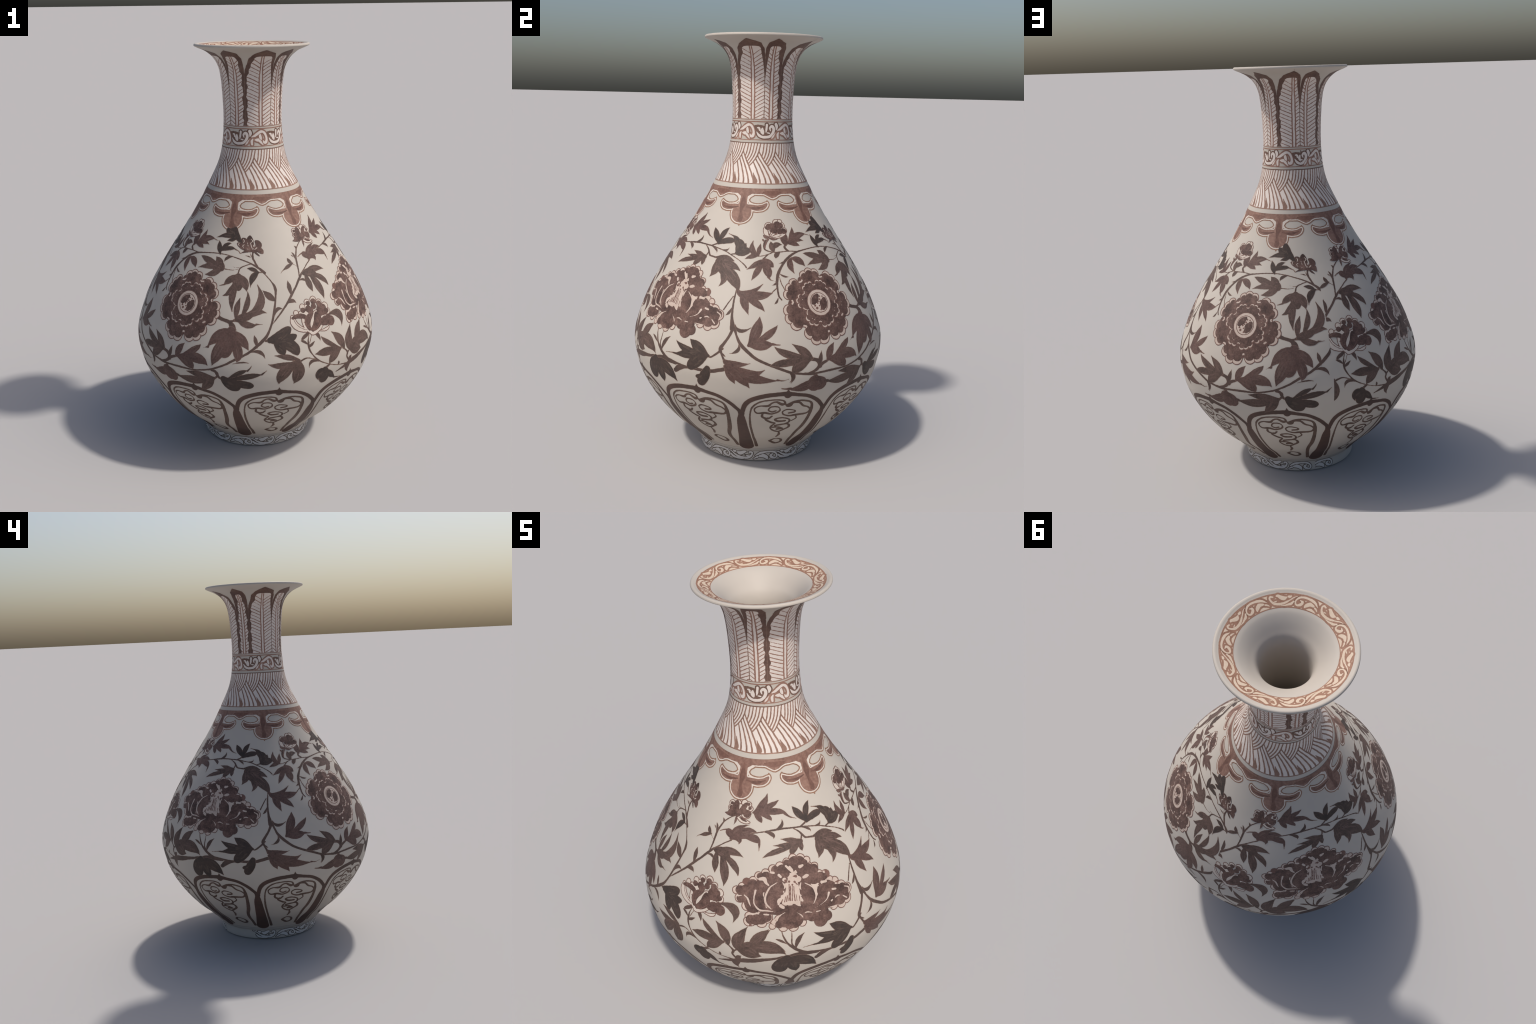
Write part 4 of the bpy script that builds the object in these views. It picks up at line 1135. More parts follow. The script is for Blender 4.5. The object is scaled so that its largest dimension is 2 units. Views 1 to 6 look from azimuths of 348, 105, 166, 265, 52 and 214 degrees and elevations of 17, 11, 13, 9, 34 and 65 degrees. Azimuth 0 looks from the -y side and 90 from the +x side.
PANEL_LINE = [
    Stroke((16.41, 0.1000, 14.3), (13.82, 0.2020, 9.2), (12.62, 0.2856, 8.9), (12.95, 0.3541, 5.5), (14.35, 0.3898, 7.9), (17.86, 0.4147, 6.9), (23.70, 0.4228, 6.2), (27.34, 0.4173, 6.6), (28.28, 0.4019, 9.1), (26.96, 0.3972, 13.7), (24.39, 0.4116, 8.6), (22.35, 0.4050, 7.2), (20.66, 0.3904, 11.7), (17.35, 0.3904, 5.8), (15.11, 0.3785, 6.8), (14.82, 0.3628, 5.4), (16.24, 0.3491, 8.3), (19.68, 0.3513, 12.0), (22.90, 0.3445, 8.6), (25.92, 0.3572, 9.0), (26.35, 0.3727, 4.2), (24.96, 0.3851, 6.6), (22.21, 0.3843, 6.8), (21.12, 0.3671, 5.4), (22.77, 0.3567, 8.2), (24.60, 0.3619, 7.3)),
    Stroke((28.65, 0.3979, 5.4), (29.56, 0.3889, 13.5), (30.82, 0.3885, 15.0), (31.85, 0.4025, 11.2), (33.71, 0.4042, 10.0), (35.43, 0.3984, 9.2), (37.15, 0.3809, 8.9), (39.87, 0.3689, 6.6), (41.36, 0.3505, 7.4), (40.01, 0.3326, 10.4), (34.76, 0.3302, 12.9), (31.38, 0.3280, 9.2), (28.47, 0.3391, 6.5), (27.86, 0.3559, 6.0), (29.94, 0.3661, 6.5), (33.35, 0.3585, 5.1), (33.60, 0.3482, 10.2), (31.00, 0.3450, 8.8)),
    Stroke((29.33, 0.3936, 7.8), (32.37, 0.4086, 6.8), (36.16, 0.4104, 8.2), (40.70, 0.3944, 9.0), (42.03, 0.3573, 14.8), (42.15, 0.3076, 15.7), (41.40, 0.2506, 19.6), (39.47, 0.1885, 15.6), (40.76, 0.1017, 14.6)),
    Stroke((18.60, 0.3473, 7.9), (18.55, 0.3265, 10.5), (21.25, 0.3156, 9.3), (23.06, 0.3299, 7.9)),
    Stroke((21.21, 0.3199, 8.2), (20.31, 0.3092, 9.2), (23.22, 0.2907, 11.3), (25.06, 0.2844, 8.2), (23.61, 0.2651, 9.6), (23.52, 0.2483, 7.1), (25.75, 0.2320, 10.1), (28.29, 0.2249, 11.2), (31.06, 0.2373, 11.1), (33.39, 0.2541, 11.6), (32.13, 0.2745, 9.1), (28.49, 0.2736, 11.0), (25.70, 0.2687, 12.1)),
    Stroke((34.46, 0.3285, 4.3), (35.55, 0.3101, 6.0), (33.68, 0.2951, 6.9)),
    Stroke((30.06, 0.2971, 11.3), (26.57, 0.2969, 12.9), (24.97, 0.3111, 9.6), (28.21, 0.3183, 8.4), (31.93, 0.3060, 7.1), (32.45, 0.2877, 9.6), (30.61, 0.2762, 10.9)),
    Stroke((24.46, 0.2575, 10.1), (27.44, 0.2565, 11.2), (30.05, 0.2444, 8.2), (27.39, 0.2434, 16.0)),
    Stroke((28.87, 0.2192, 6.0), (29.46, 0.2017, 11.4), (28.44, 0.1824, 7.1)),
    Stroke((25.69, 0.1466, 14.3), (28.49, 0.1651, 10.0), (32.91, 0.1546, 10.0), (34.36, 0.1300, 13.0), (30.60, 0.1205, 14.5), (25.89, 0.1414, 12.9))]
SCROLL_WHITE = [
    Stroke((-28.10, 1.5695, 6.8), (-20.87, 1.5784, 14.4), (-13.26, 1.5920, 14.5), (-6.94, 1.5932, 13.8), (-2.18, 1.5802, 12.9), (0.10, 1.5617, 12.3), (-1.03, 1.5453, 15.9), (-4.84, 1.5415, 13.0), (-6.57, 1.5518, 5.9)),
    Dab((-12.52, 1.5828), (-12.20, 1.5700), (-10.00, 1.5562), 17.4),
    Stroke((-22.48, 1.5560, 7.1), (-18.36, 1.5553, 16.4), (-14.45, 1.5545, 17.4), (-11.49, 1.5443, 13.4), (-7.05, 1.5314, 5.9)),
    Stroke((-26.39, 1.5603, 8.0), (-28.45, 1.5482, 13.6), (-27.80, 1.5354, 11.9)),
    Stroke((-32.78, 1.5583, 2.8), (-37.49, 1.5412, 9.8), (-41.22, 1.5294, 2.9))]
SCROLL_BOWL = [
    Stroke((5.81, 1.5622, 4.7), (9.74, 1.5473, 11.7), (15.33, 1.5396, 11.7), (22.20, 1.5385, 12.9), (29.17, 1.5419, 12.9), (34.49, 1.5542, 13.4), (37.03, 1.5705, 14.0), (36.04, 1.5845, 13.7), (32.55, 1.5885, 11.7), (29.64, 1.5785, 9.7), (31.10, 1.5669, 3.5)),
    Dab((6.98, 1.5809), (10.31, 1.5788), (10.67, 1.5672), 11.8),
    Stroke((15.93, 1.5779, 8.2), (15.81, 1.5652, 18.8), (16.82, 1.5548, 11.7)),
    Stroke((24.06, 1.5946, 10.7), (23.45, 1.5760, 10.2), (22.57, 1.5620, 5.8)),
    Dab((23.99, 1.5586), (26.81, 1.5577), (29.90, 1.5559), 8.2),
    Stroke((41.71, 1.5974, 14.4), (43.30, 1.5858, 14.8), (42.18, 1.5718, 3.5))]
SCROLL_DARK = [
    Dab((3.13, 1.5829), (15.04, 1.5732), (29.66, 1.5634), 44.3),
    Stroke((3.05, 1.5887, 7.2), (6.25, 1.5645, 9.5), (10.65, 1.5486, 11.7), (17.60, 1.5408, 14.0))]
FOOT_WHITE = [
    Stroke((15.60, 0.0295, 4.5), (20.88, 0.0437, 12.4), (27.59, 0.0488, 9.9), (33.14, 0.0463, 10.3), (36.62, 0.0338, 8.1), (37.14, 0.0191, 7.9), (34.89, 0.0128, 9.8), (31.60, 0.0198, 13.4), (30.82, 0.0293, 11.0), (33.06, 0.0343, 5.3)),
    Stroke((19.95, 0.0269, 10.8), (23.64, 0.0282, 17.7), (26.59, 0.0193, 15.2), (27.54, 0.0114, 7.7)),
    Stroke((13.81, 0.0119, 3.0), (16.31, 0.0197, 8.3), (17.97, 0.0225, 8.4)),
    Stroke((-13.26, 0.0501, 3.2), (-9.05, 0.0422, 5.6), (-5.35, 0.0297, 7.0), (-0.72, 0.0191, 10.9), (4.83, 0.0149, 12.2), (9.93, 0.0212, 11.6), (12.40, 0.0379, 8.2), (11.70, 0.0474, 9.8), (9.53, 0.0459, 8.8)),
    Dab((-6.82, 0.0479), (-5.36, 0.0439), (-3.92, 0.0451), 13.1),
    Stroke((-2.49, 0.0409, 7.5), (-0.02, 0.0374, 18.0), (2.41, 0.0408, 17.0), (4.79, 0.0483, 13.7), (6.32, 0.0482, 7.0)),
    Lobe((5.51, 0.0301), (7.55, 0.0271), (9.91, 0.0287), 7.9),
    Stroke((-9.06, 0.0262, 8.1), (-6.51, 0.0160, 11.7), (-0.80, 0.0093, 7.1), (3.76, 0.0086, 2.6))]

stems()
for mark in SPIKES:
    twice("bract", [mark], plain([mark], STEM, EDGE, .64), body)


def veined(marks, core, fleck, rng):
    """A leaf: its lobes merged, with paler brush streaks left running along each lobe."""
    def layers(patch, pitch):
        f = field(marks, patch, pitch)
        streaks = []
        for m in marks:
            if not isinstance(m, Lobe_) or m.w < 18:
                continue
            a, b, c = (np.array(p) for p in (m.a, m.b, m.c))
            k = 1 / (RAD * float(rad(m.b[1]))), 1 / 1.12
            ax = np.array([(c[0] - a[0]) / k[0], (c[1] - a[1]) / k[1]])
            ax /= max(np.linalg.norm(ax), 1e-6)
            side = np.array([-ax[1]*k[0], ax[0]*k[1]]) * m.w / 1000
            for off in rng.sample((-.27, -.14, .0, .13, .26), rng.choice((2, 3, 3))):
                off += rng.uniform(-.05, .05)
                u0 = rng.uniform(.15, .48)
                u1 = u0 + rng.uniform(.22, .42)
                fat = rng.uniform(.5, 1.25)
                pts = []
                for i, u in enumerate(np.linspace(u0, u1, 4)):
                    p = a*(1-u)**2 + 2*u*(1-u)*(2*b - .5*(a + c)) + c*u*u + side*off*(1 - .9*max(0, u - .45))
                    pts.append((p[0], p[1], (.03, .10, .11, .03)[i] * m.w * fat))
                streaks.append(Stroke_(pts))
        rows = [(f, .0000, EDGE, .62), (f, -.0014, core, .74)]
        if streaks:
            rows.append((np_clip_field(field(streaks, patch, .0022), f, .003), .0, fleck, .84))
        return rows
    return layers


rng = random.Random(21)
for tone, marks in LEAVES:
    core, fleck = {"dark": (LEAF_DARK, FLECK_DARK), "mid": (LEAF, FLECK), "red": (LEAF_RED, FLECK)}[tone]
    twice("leaf", marks, veined(marks, core, fleck, rng), body, .0030)

for ring, dark, line in BUDS:
    def layers(patch, pitch, ring=ring, dark=dark, line=line):
        rows = []
        if ring:
            f = field(ring, patch, pitch)
            rows += [(f, .0012, OUTLINE, .8), (f, -.0022, BUD_PALE, .95), (dividers([m for m in ring if isinstance(m, Disc_)], f, patch, .0024), .0, OUTLINE, 1.03)]
        f = field(dark, patch, pitch)
        rows += [(f, .0, PETAL, 1.12)]
        if line:
            f = field(line, patch, .0016)
            rows += [(f, .0, BUD_PALE if not ring else OUTLINE, 1.25)]
        return rows
    twice("flower_bud", (ring or []) + dark, layers, body, .0022)


def peony(patch, pitch):
    ring, dark = field(PEONY_RING, patch, pitch), field(PEONY_DARK, patch, pitch)
    pale, line = field(PEONY_PALE, patch, pitch), field(PEONY_LINE, patch, .0016)
    return [(ring, .0016, OUTLINE, .8), (ring, -.0022, BLUSH, .95), (dividers([m for m in PEONY_RING if isinstance(m, Disc_) and m.r < 30], ring, patch, .0026), .0, OUTLINE, 1.03), (dark, .0028, PETAL, 1.12), (pale, -.0009, BLUSH, 1.25), (line, .0002, OUTLINE, 1.4)]


twice("peony", PEONY_RING + PEONY_DARK, peony, body, .0023)


# ---- the round flower: rings of scalloped petals round an open seed head
class Bloom:
    t, z = 46.9, .8335

    def __init__(self):
        self.patch = Patch(self.t, float(arc_of(self.z)))

    def at(self, x, y, r):
        s = self.patch.arc(np.array(y))
        return Disc(self.t + x / self.patch.r0 / RAD, float(height(s)), r * 1000 * float(self.patch.size(y)))

    def petal(self, ang, dist, width, depth, lobes, rng):
        """Scalloped petal: a fan of lobes on an arc, and a dark heart lying nearer the flower's centre."""
        ring, heart = [], []
        c, s = math.cos(ang), math.sin(ang)
        put_at = lambda u, v, r: self.at((dist + v)*c - u*s, (dist + v)*s + u*c, r)
        for k in range(lobes):
            f = (k + .5) / lobes * 2 - 1
            bend = 1 - .55*f*f
            u, v = f*width*.68, depth*(.46*bend - .10) + rng.uniform(-.003, .003)
            r = width*(.36 if width > .06 else .315) * rng.uniform(.93, 1.07)
            ring.append(put_at(u, v, r))
            heart.append(put_at(u*.94, v - depth*.115, r*.93))
        for f in (-.5, 0, .5):
            ring.append(put_at(f*width*.9, -depth*.25, width*.5))
            heart.append(put_at(f*width*.76, -depth*.30, width*.47))
        return ring, heart


def bloom():
    b, rng = Bloom(), random.Random(3)
    parts = []
    for k, (deg, dist, wide) in enumerate([(96, .120, .072), (41, .122, .074), (-10, .124, .068), (-58, .120, .070), (-107, .120, .070), (-158, .124, .070), (150, .122, .071)]):
        parts.append(("outer_petal", b.petal(deg*RAD, dist, wide, .092, 3, rng), 1.0 + .03*(k % 3)))
    for k, deg in enumerate([118, 68, 18, -30, -76, -124, 172]):
        parts.append(("inner_petal", b.petal(deg*RAD, .080, .044, .054, 3, rng), 1.45 + .03*(k % 3)))
    first = []
    for name, (ring, heart), lift in parts:
        def layers(patch, pitch, ring=ring, heart=heart, lift=lift):
            f, g = field(ring, patch, pitch), field(heart, patch, pitch)
            k = 3
            return [(f, .0012, OUTLINE, lift - .1), (f, -.0028, BLUSH, lift), (dividers(ring[:k], f, patch, .0030), .0, OUTLINE, lift + .08), (g, -.0012, PETAL, lift + .16)]
        twice(name, ring, layers, body, .0022)
    under = [b.at(.128*math.cos(a), .128*math.sin(a), .024) for a in np.arange(12)*RAD*30] + [b.at(0, 0, .128)]
    twice("flower_ground", under, lambda p, q: [(field(under, p, q), .0, PETAL, .8)], body, .003)
    disc = [b.at(0, 0, .060)]

    def head(patch, pitch):
        f = field(disc, patch, pitch)
        blot = [b.at(-.022, .018, .022), b.at(-.030, .004, .014), b.at(.022, -.010, .022), b.at(.028, .008, .012), b.at(.012, -.026, .012), b.at(-.006, .030, .012)]
        seed = [b.at(-.010, -.004, .0045), b.at(.004, .012, .005), b.at(-.004, -.016, .004), b.at(.008, .026, .004), b.at(-.018, -.026, .006), b.at(.0, -.034, .004), b.at(.022, .024, .004), b.at(-.026, -.014, .005), b.at(-.002, .003, .004)]
        g, h = field(blot, patch, pitch), field(seed, patch, pitch)
        return [(f, .0015, OUTLINE, 1.75), (f, -.0015, BLUSH, 1.85), (f, -.0135, OUTLINE, 1.95), (f, -.0170, BLUSH, 2.05), (np_clip_field(g, f, .019), .0, PETAL, 2.15), (h, .0, OUTLINE, 2.2)]
    twice("seed_head", disc, head, body, .0016)


bloom()

# ------------------------------------------------------------------ bands
def around(name, marks, layers_of, parent, turns, pitch=.0022, seam=False, pad_t=0.0):
    """The same motif set at several turns; with seam, cut where it crosses the seam."""
    lo, hi = centre([m for m in marks if not isinstance(m, Region)])
    mid = (lo + hi) / 2
    patch = Patch(mid[0], float(arc_of(mid[1])))
    layers = layers_of(patch, pitch)
    me = paint(name, layers, patch, pitch)
    for turn in turns:
        side, use = 0, me
        if isinstance(turn, tuple):
            turn, side = turn
        if side:
            edge = (SEAM - turn + 180 - mid[0]) % 360 - 180 + mid[0]
            use = paint(name, layers, patch, pitch, (-720, edge) if side < 0 else (edge, 720))
        put(name, use, parent, turn)


def ring_line(name, z, wide, mat, parent, lift=.6, rough=0.0, rough_n=9, patch_s=None):
    """A brushed line all round, slightly uneven."""
    n = 288
    th = np.arange(n + 1) * 2*math.pi / n
    s = arc_of(z) if patch_s is None else patch_s
    wob = rough*(np.sin(rough_n*th + 1) + .6*np.sin(2.3*round(rough_n)*np.round(1)*th*0 + (rough_n*2 + 1)*th))
    V, Nn, F = [], [], []
    for k, f in enumerate((-1, -.8, 0, .8, 1)):
        pos, nor = on_surface(th[:-1], np.full(n, s) + f*(wide/2) + wob[:-1], np.full(n, (lift if abs(f) < .9 else -.1) / 1000.0))
        V.append(pos), Nn.append(nor)
    i, j = np.mgrid[0:4, 0:n]
    F = np.stack([(i*n + j).ravel(), (i*n + (j+1) % n).ravel(), ((i+1)*n + (j+1) % n).ravel(), ((i+1)*n + j).ravel()], 1)
    return put(name, mesh_from(name, np.concatenate(V), F, np.concatenate(Nn), [mat], np.zeros(len(F))), parent)


# ---- lotus panels above the foot: nine, each with a cloud scroll
PANEL_TURNS = [40*k for k in range(9)]


def panel_frame(patch, pitch):
    f = field(PANEL_BAND, patch, pitch)
    return [(f, .0007, EDGE, .5), (f, -.0006, BAND_DARK, .62)]


around("panel_frame", PANEL_BAND, panel_frame, body, PANEL_TURNS, .0042)
around("panel_scroll", PANEL_LINE, plain(PANEL_LINE, LINE_PANEL, None, .5, .0007), body, PANEL_TURNS, .0021)
ring_line("foot_line", .0790, .003, LINE_FAINT, body, .3)
ring_line("foot_line", .0590, .002, LINE_FAINT, foot, .3)
around("foot_scroll", FOOT_WHITE, lambda p, q: [(field(FOOT_WHITE, p, .0017), .0036, LINE_FOOT, .4), (field(FOOT_WHITE, p, .0017), -.0002, FOOT_PALE, .55)], foot,
       [0, 48, -48, -96, -144, -192, (72, 1)], .0017)

# ---- cloud collar: six hanging heads under a brushed band
HALF = 2 * 30.0
COLLAR_T = -1.95


def collar_marks():
    t = COLLAR_T
    deg = lambda x, z: t + x / float(rad(z)) / RAD
    marks = [Stroke(*[(t + a, 1.2975, 46) for a in (-31, -20, -10, 0, 10, 20, 31)])]
    marks += [Stroke((t, 1.288, 60), (t, 1.272, 52), (t, 1.252, 54), (t, 1.238, 60), (t, 1.221, 80), (t, 1.205, 112), (t, 1.193, 88), (t, 1.181, 60), (t, 1.171, 36), (t, 1.161, 17), (t, 1.1475, 3))]
    for k in (-1, 1):
        marks += [Stroke((t, 1.2330, 30), (t + k*7, 1.2315, 36), (t + k*11.5, 1.2265, 45), (t + k*15, 1.2252, 46), (t + k*19.5, 1.2290, 44), (t + k*22.6, 1.2385, 34), (t + k*24.1, 1.2485, 17), (t + k*23.9, 1.2580, 3))]
        marks += [Stroke((t + k*31, 1.2815, 52), (t + k*28.5, 1.2845, 50), (t + k*25.5, 1.2895, 46), (t + k*22, 1.2940, 42), (t + k*18, 1.2980, 40))]
        marks += [Stroke((t + k*5.0, 1.262, 16), (t + k*6.6, 1.2735, 18), (t + k*10, 1.2815, 16)), Stroke((t + k*5.0, 1.258, 14), (t + k*6.6, 1.2470, 16), (t + k*11, 1.2400, 16), (t + k*16, 1.2415, 8))]     # rounded corners of the eye
        marks += [Stroke((t + k*3, 1.284, 42), (t + k*8, 1.2940, 36))]
    return marks


def collar_layers(patch, pitch):
    f = field(collar_marks(), patch, pitch, .012)
    top = (f[4] - float(arc_of(1.3085)))
    cut = lambda inset: (f[0], f[1], np.maximum(f[2] + inset, top), f[3], f[4])
    deep = field([Stroke((COLLAR_T, 1.288, 6), (COLLAR_T, 1.262, 18), (COLLAR_T, 1.240, 26), (COLLAR_T - .6, 1.215, 12), (COLLAR_T, 1.192, 16), (COLLAR_T, 1.176, 24), (COLLAR_T, 1.166, 4)),
                  Stroke((COLLAR_T - 20, 1.226, 3), (COLLAR_T - 12, 1.2215, 11), (COLLAR_T - 4, 1.228, 4)), Stroke((COLLAR_T + 21, 1.232, 3), (COLLAR_T + 13, 1.2225, 13), (COLLAR_T + 4, 1.228, 4)),
                  Stroke((COLLAR_T + 20, 1.2935, 4), (COLLAR_T + 25, 1.2905, 18), (COLLAR_T + 31, 1.2875, 25)), Stroke((COLLAR_T - 20, 1.2935, 4), (COLLAR_T - 25, 1.2905, 18), (COLLAR_T - 31, 1.2875, 25))], patch, pitch)
    return [(cut(-.0003), .0, LINE_COLLAR, .5), (cut(.0048), .0, COLLAR_PALE, .62), (cut(.0098), .0003, WASH, .74), (np_clip_field(deep, f, .0105), .0, WASH_DARK, .84)]


me_patch = Patch(COLLAR_T, float(arc_of(1.24)))
me = paint("cloud_collar", collar_layers(me_patch, .0023), me_patch, .0023, (COLLAR_T - 30, COLLAR_T + 30))
for k in range(6):
    put("cloud_collar", me, body, 60*k)

# ---- overlapping wave band
WAVES, WAVE_0, WZ0, WZ1 = 13, -2.9, 1.3285, 1.5105


def waves():
    per = 360.0 / WAVES
    vu, uu = np.array([.43, .50, .57, .68, .80, 1.0]), np.array([.0, .14, .25, .40, .50, .60])      # upper fan's lower edge
    vl, ul = np.array([.0, .10, .22, .33, .43, .62, .80]), np.array([.34, .31, .22, .11, .0, -.27, -.5])   # lower fan's upper edge
    U, L = (lambda v: np.interp(v, vu, uu)), (lambda v: np.interp(v, vl, ul))
    rng = random.Random(5)
    marks = []
    z = lambda v: WZ0 + (WZ1 - WZ0)*v
    t = lambda u: WAVE_0 + u*per

    def trace(us, vs, w0, w1):
        p = [(t(u), z(v), w0 + (w1 - w0)*i/(len(us) - 1)) for i, (u, v) in enumerate(zip(us, vs))]
        return Stroke(*p[::3], *([p[-1]] if (len(p) - 1) % 3 else []))

    for j in range(0, 5):
        vs = np.linspace(1, .43, 25)
        us = U(vs) - j*.2*np.interp(vs, (.43, 1), (.82, 1.0)) + (rng.uniform(-.012, .012) if j else 0)
        ok = (us >= L(vs) - .005) | (vs > .8)
        if ok.sum() > 3:
            marks.append(trace(us[ok], vs[ok], 5.2, 6.2))
    for j in range(0, 4):
        vs = np.linspace(.8, .02, 31)
        us = 1 + L(vs) - j*.235*np.interp(vs, (0, .5), (1.0, .90)) + (rng.uniform(-.012, .012) if j else 0)
        ok = (vs < .43) & (us >= L(vs) + .02) | (vs >= .43) & (us >= U(vs) - .005)
        if ok.sum() > 3:
            marks.append(trace(us[ok], vs[ok], 5.8, 8.0))
    # the pooled dark wedge at the foot of every fan
    marks.append(Stroke((t(.27), z(.27), 3), (t(.36), z(.15), 12), (t(.405), z(.09), 17), (t(.42), z(.055), 18)))
    return marks


WAVE_MARKS = waves()


def band_ground(name, z0, z1, mat, parent, lift=.3):
    n, rows = 288, 40
    th = np.arange(n) * 2*math.pi / n
    s = np.linspace(arc_of(z0), arc_of(z1), rows)
    S, T = np.repeat(s, n), np.tile(th, rows)
    up = np.full((rows, n), lift)
    up[0] = up[-1] = -.1
    pos, nor = on_surface(T, S, up.ravel() / 1000.0)
    i, j = np.mgrid[0:rows-1, 0:n]
    F = np.stack([(i*n + j).ravel(), (i*n + (j+1) % n).ravel(), ((i+1)*n + (j+1) % n).ravel(), ((i+1)*n + j).ravel()], 1)
    return put(name, mesh_from(name, pos, F, nor, [mat], np.zeros(len(F))), parent)


band_ground("wave_ground", WZ0, WZ1, BAND_PALE, neck)
around("wave", WAVE_MARKS, plain(WAVE_MARKS, LINE_WAVE, None, .6), neck, [k*360.0/WAVES for k in range(WAVES)], .0018)
ring_line("wave_border", WZ1 + .001, .0045, LINE_BROWN, neck, .75, .0003)
ring_line("wave_border", WZ0 + .001, .0055, LINE_WAVE, neck, .75, .0003)

# ---- scroll band between two lines
ring_line("neck_line", 1.6085, .0052, LINE_NECK, neck, .5, .0002)
ring_line("neck_line", 1.6185, .0035, LINE_NECK, neck, .5, .0002)
ring_line("neck_line", 1.5255, .0042, LINE_NECK, neck, .5, .0002)


def neck_scroll(patch, pitch):
    a, b, c = (field(m, patch, pitch) for m in (SCROLL_WHITE, SCROLL_BOWL, SCROLL_DARK))
    curls = []
    for k, m in enumerate(SCROLL_WHITE[::-1]):                       # each curl keeps a brown edge where it crosses the last
        g = field([m], patch, pitch)
        curls += [(g, .0020, LINE_NECK, .74 + .1*k), (g, -.0006, BAND_PALE, .79 + .1*k)]
    return [(a, .0056, LINE_NECK, .45), (b, .0056, LINE_BROWN, .5), (c, .0, LINE_BROWN, .55), (b, -.0004, BAND_PALE, .68)] + curls


around("neck_scroll", SCROLL_WHITE + SCROLL_BOWL, neck_scroll, neck, [0, (73, -1), (64, 1), 136.6, 211, 285], .0018)

# ---- plantain leaves up the neck: nine, in uneven pairs
LEAF_EDGES = [(48.5, 1), (90.3, 0), (132.0, 1), (160.3, 1), (211.3, 0), (244.9, 1), (296.0, 0), (326.4, 1), (378.4, 0), (408.5, 1)]   # angle, dark gap or soft
LEAF_RIBS = [78.5, 101.7, 146.0, 189.0, 227.4, 274.4, 309.2, 357.2, 391.2]
NZ0, NZ1 = 1.6225, 1.974


def plantain(k, rng):
    """Ribs and veins of one leaf, and the brushed borders that thicken to a dark cap round its tip."""
    (e0, d0), (e1, d1), m = LEAF_EDGES[k], LEAF_EDGES[k+1], LEAF_RIBS[k]
    zk = np.array([NZ0, 1.86, 1.885, 1.908, 1.937, 1.959, 1.976])
    broad, slim = np.array([0, .0, .06, .19, .31, .60, 1.0]), np.array([0, .0, .0, .03, .08, .28, 1.0])
    left = lambda z: e0 + (m - e0)*np.interp(z, zk, broad if m - e0 > 25 else slim)
    right = lambda z: e1 + (m - e1)*np.interp(z, zk, broad if e1 - m > 25 else slim)
    veins = []
    gap = lambda z: .0076 / rad(z) / RAD
    for k2 in (-1, 1):                                                       # the rib: two brushed lines
        veins.append(Stroke(*[(m + k2*float(gap(z))*(1 if z < 1.88 else .7) + rng.uniform(-.25, .25), z, 6.8 - 1.6*(z - NZ0)/.35) for z in np.linspace(NZ0, 1.945, 12)]))
    for side, edge in ((-1, left), (1, right)):                              # veins rise outward from the rib
        z = NZ0 + .005
        while z < 1.955:
            te = float(edge(z)) - side*.3
            span = abs(te - m) * RAD * float(rad(z))
            zr = z - min(.50*span, .030) + rng.uniform(-.002, .002)
            w = rng.uniform(3.0, 4.7)
            if zr > NZ0:
                tm = m + side*float(gap(zr))
                veins.append(Stroke((te, z, w*.85), (te*.55 + tm*.45, z*.5 + zr*.5 + rng.uniform(.001, .004), w), (tm, zr, w*.95)))
            else:
                veins.append(Stroke((te, z, 3.6), (te + (m - te)*(z - NZ0)/(z - zr), NZ0 + .001, 4.2)))
            z += rng.uniform(.0160, .0190)
    p0, p1 = rng.uniform(0, 9), rng.uniform(0, 9)

    def border(T, S):
        z = height(S)
        dl, dr = (T - left(z)) * RAD * rho(S), (right(z) - T) * RAD * rho(S)
        cap = np.interp(z, (1.80, 1.86, 1.90, 1.95), (0, .0050, .0120, .0170))
        uneven = .0026*np.sin(z*88 + p0) + .0018*np.sin(z*205 + p1)
        wl = cap + ((.0100 + uneven) if d0 else .0015)
        wr = cap + ((.0100 + uneven) if d1 else .0012)
        thin = np.minimum(dl - wl, dr - wr)
        lump = .003*np.sin(T*.45 + p0) + .002*np.sin(T*1.1 + p1)
        inner = .005*np.logaddexp(-thin/.005, (z - 1.946)*1.6/.005)          # negative on the open leaf, rounded at its shoulders
        return np.maximum(np.maximum(-np.minimum(dl, dr) + .35*lump*(z > 1.9), NZ0 - z), -inner)

    ground = lambda T, S: np.maximum(np.maximum(left(height(S)) - T, T - right(height(S))) * RAD * rho(S), np.maximum(NZ0 - height(S), height(S) - 1.955))
    box = (e0 - 1, e1 + 1, NZ0, 1.979)
    return veins, Region(border, box), Region(ground, box)


rng = random.Random(11)
for k in range(9):
    veins, border, ground = plantain(k, rng)
    patch = Patch(LEAF_RIBS[k], float(arc_of(1.80)))
    q = .0021
    fv, fd, fg = field(veins, patch, q), field([border], patch, q), field([ground], patch, q)
    layers = [(fg, .0, BAND_PALE, .3), (fv, .0, LINE_NECK, .5), (fd, .0006, EDGE, .62), (fd, -.0008, CAP_DARK, .75)]
    put("plantain_leaf", paint("plantain_leaf", layers, patch, q), neck)

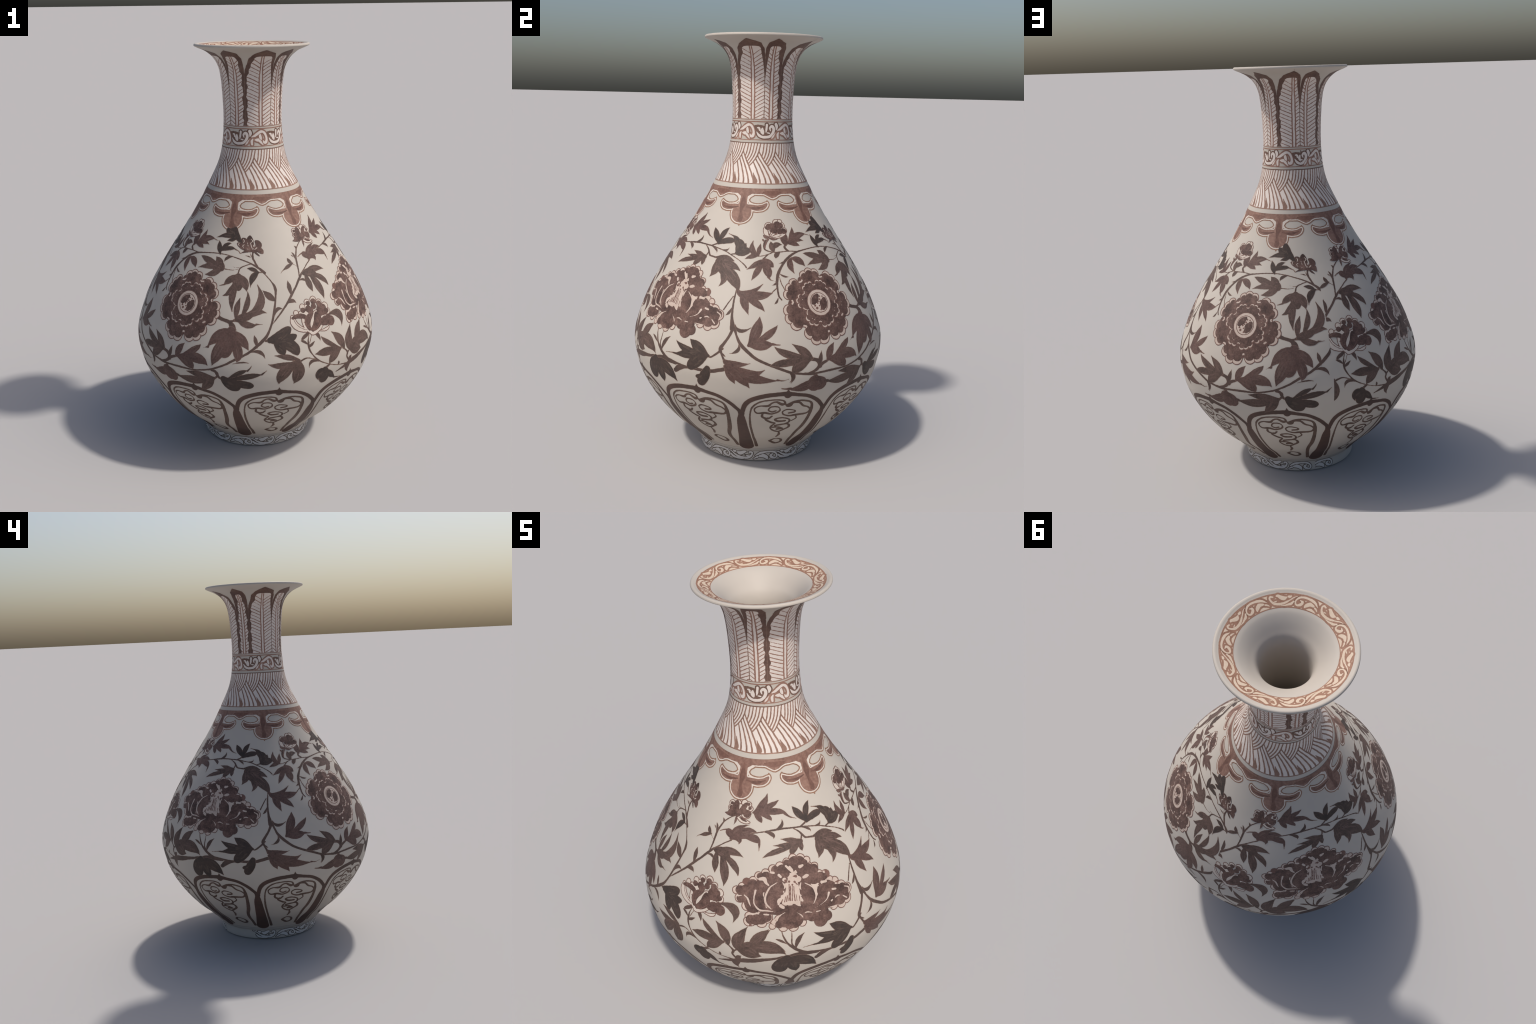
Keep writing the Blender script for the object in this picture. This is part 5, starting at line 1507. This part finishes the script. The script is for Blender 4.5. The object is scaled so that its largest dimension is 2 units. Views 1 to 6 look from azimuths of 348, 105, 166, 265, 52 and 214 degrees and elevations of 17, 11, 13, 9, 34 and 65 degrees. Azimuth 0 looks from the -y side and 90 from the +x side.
# ---- scroll border inside the rim
S_RIM0 = float(np.interp(-.2545, -LINE[I_LIP + 8:I_INNER + 60, 0], ARC[I_LIP + 8:I_INNER + 60]))
S_RIM1 = float(np.interp(-.1990, -LINE[I_LIP + 8:I_INNER + 60, 0], ARC[I_LIP + 8:I_INNER + 60]))


def rim_ring(name, s0, s1, mat, lift):
    n, rows = 288, 12
    th = np.arange(n) * 2*math.pi / n
    s = np.linspace(s0, s1, rows)
    up = np.full((rows, n), lift)
    up[0] = up[-1] = -.1
    pos, nor = on_surface(np.tile(th, rows), np.repeat(s, n), up.ravel() / 1000.0)
    i, j = np.mgrid[0:rows-1, 0:n]
    F = np.stack([(i*n + j).ravel(), (i*n + (j+1) % n).ravel(), ((i+1)*n + (j+1) % n).ravel(), ((i+1)*n + j).ravel()], 1)
    return put(name, mesh_from(name, pos, F, nor, [mat], np.zeros(len(F))), lip)


W = S_RIM1 - S_RIM0
rim_ring("rim_ground", S_RIM0, S_RIM1, RIM_CREAM, .3)
rim_ring("rim_wash", S_RIM0 + .0006, S_RIM0 + W*.12, RIM_RED, .42)
rim_ring("rim_line", S_RIM1 - .0045, S_RIM1 - .0002, RIM_RED, .5)


def rim_scale(z):
    """Heights of the foot scroll laid over the width of the rim border, its upper edge outward."""
    return S_RIM0 + W*np.interp(z, (.006, .058), (.90, .03))


def rim_marks():
    f = 360.0/7 / 48.0
    out = []
    for m in FOOT_WHITE:
        if isinstance(m, Stroke_):
            out.append(Stroke_([(t*f, z, w*1.0) for t, z, w in m.points]))
        elif isinstance(m, Lobe_):
            out.append(Lobe_(*[(p[0]*f, p[1]) for p in m[:3]], m.w*1.0, m.blunt))
        else:
            out.append(Disc_(m.t*f, m.z, m.r))
    return out


RIM = rim_marks()
lo, hi = centre(RIM)
patch = Patch(float(lo[0] + hi[0])/2, (S_RIM0 + S_RIM1)/2, rim_scale)
g = field(RIM, patch, .0016)
rim_me = paint("rim_scroll", [(g, .0062, RIM_RED, .55), (g, -.0011, RIM_CREAM, .7)], patch, .0016)
for k in range(7):
    put("rim_scroll", rim_me, lip, k*360.0/7)

for o in bpy.data.objects:
    if o.name.split(".")[0] in ("wave", "panel_scroll", "rim_scroll", "foot_scroll", "neck_scroll", "scroll_stem"):
        o["kind"] = "stuff"
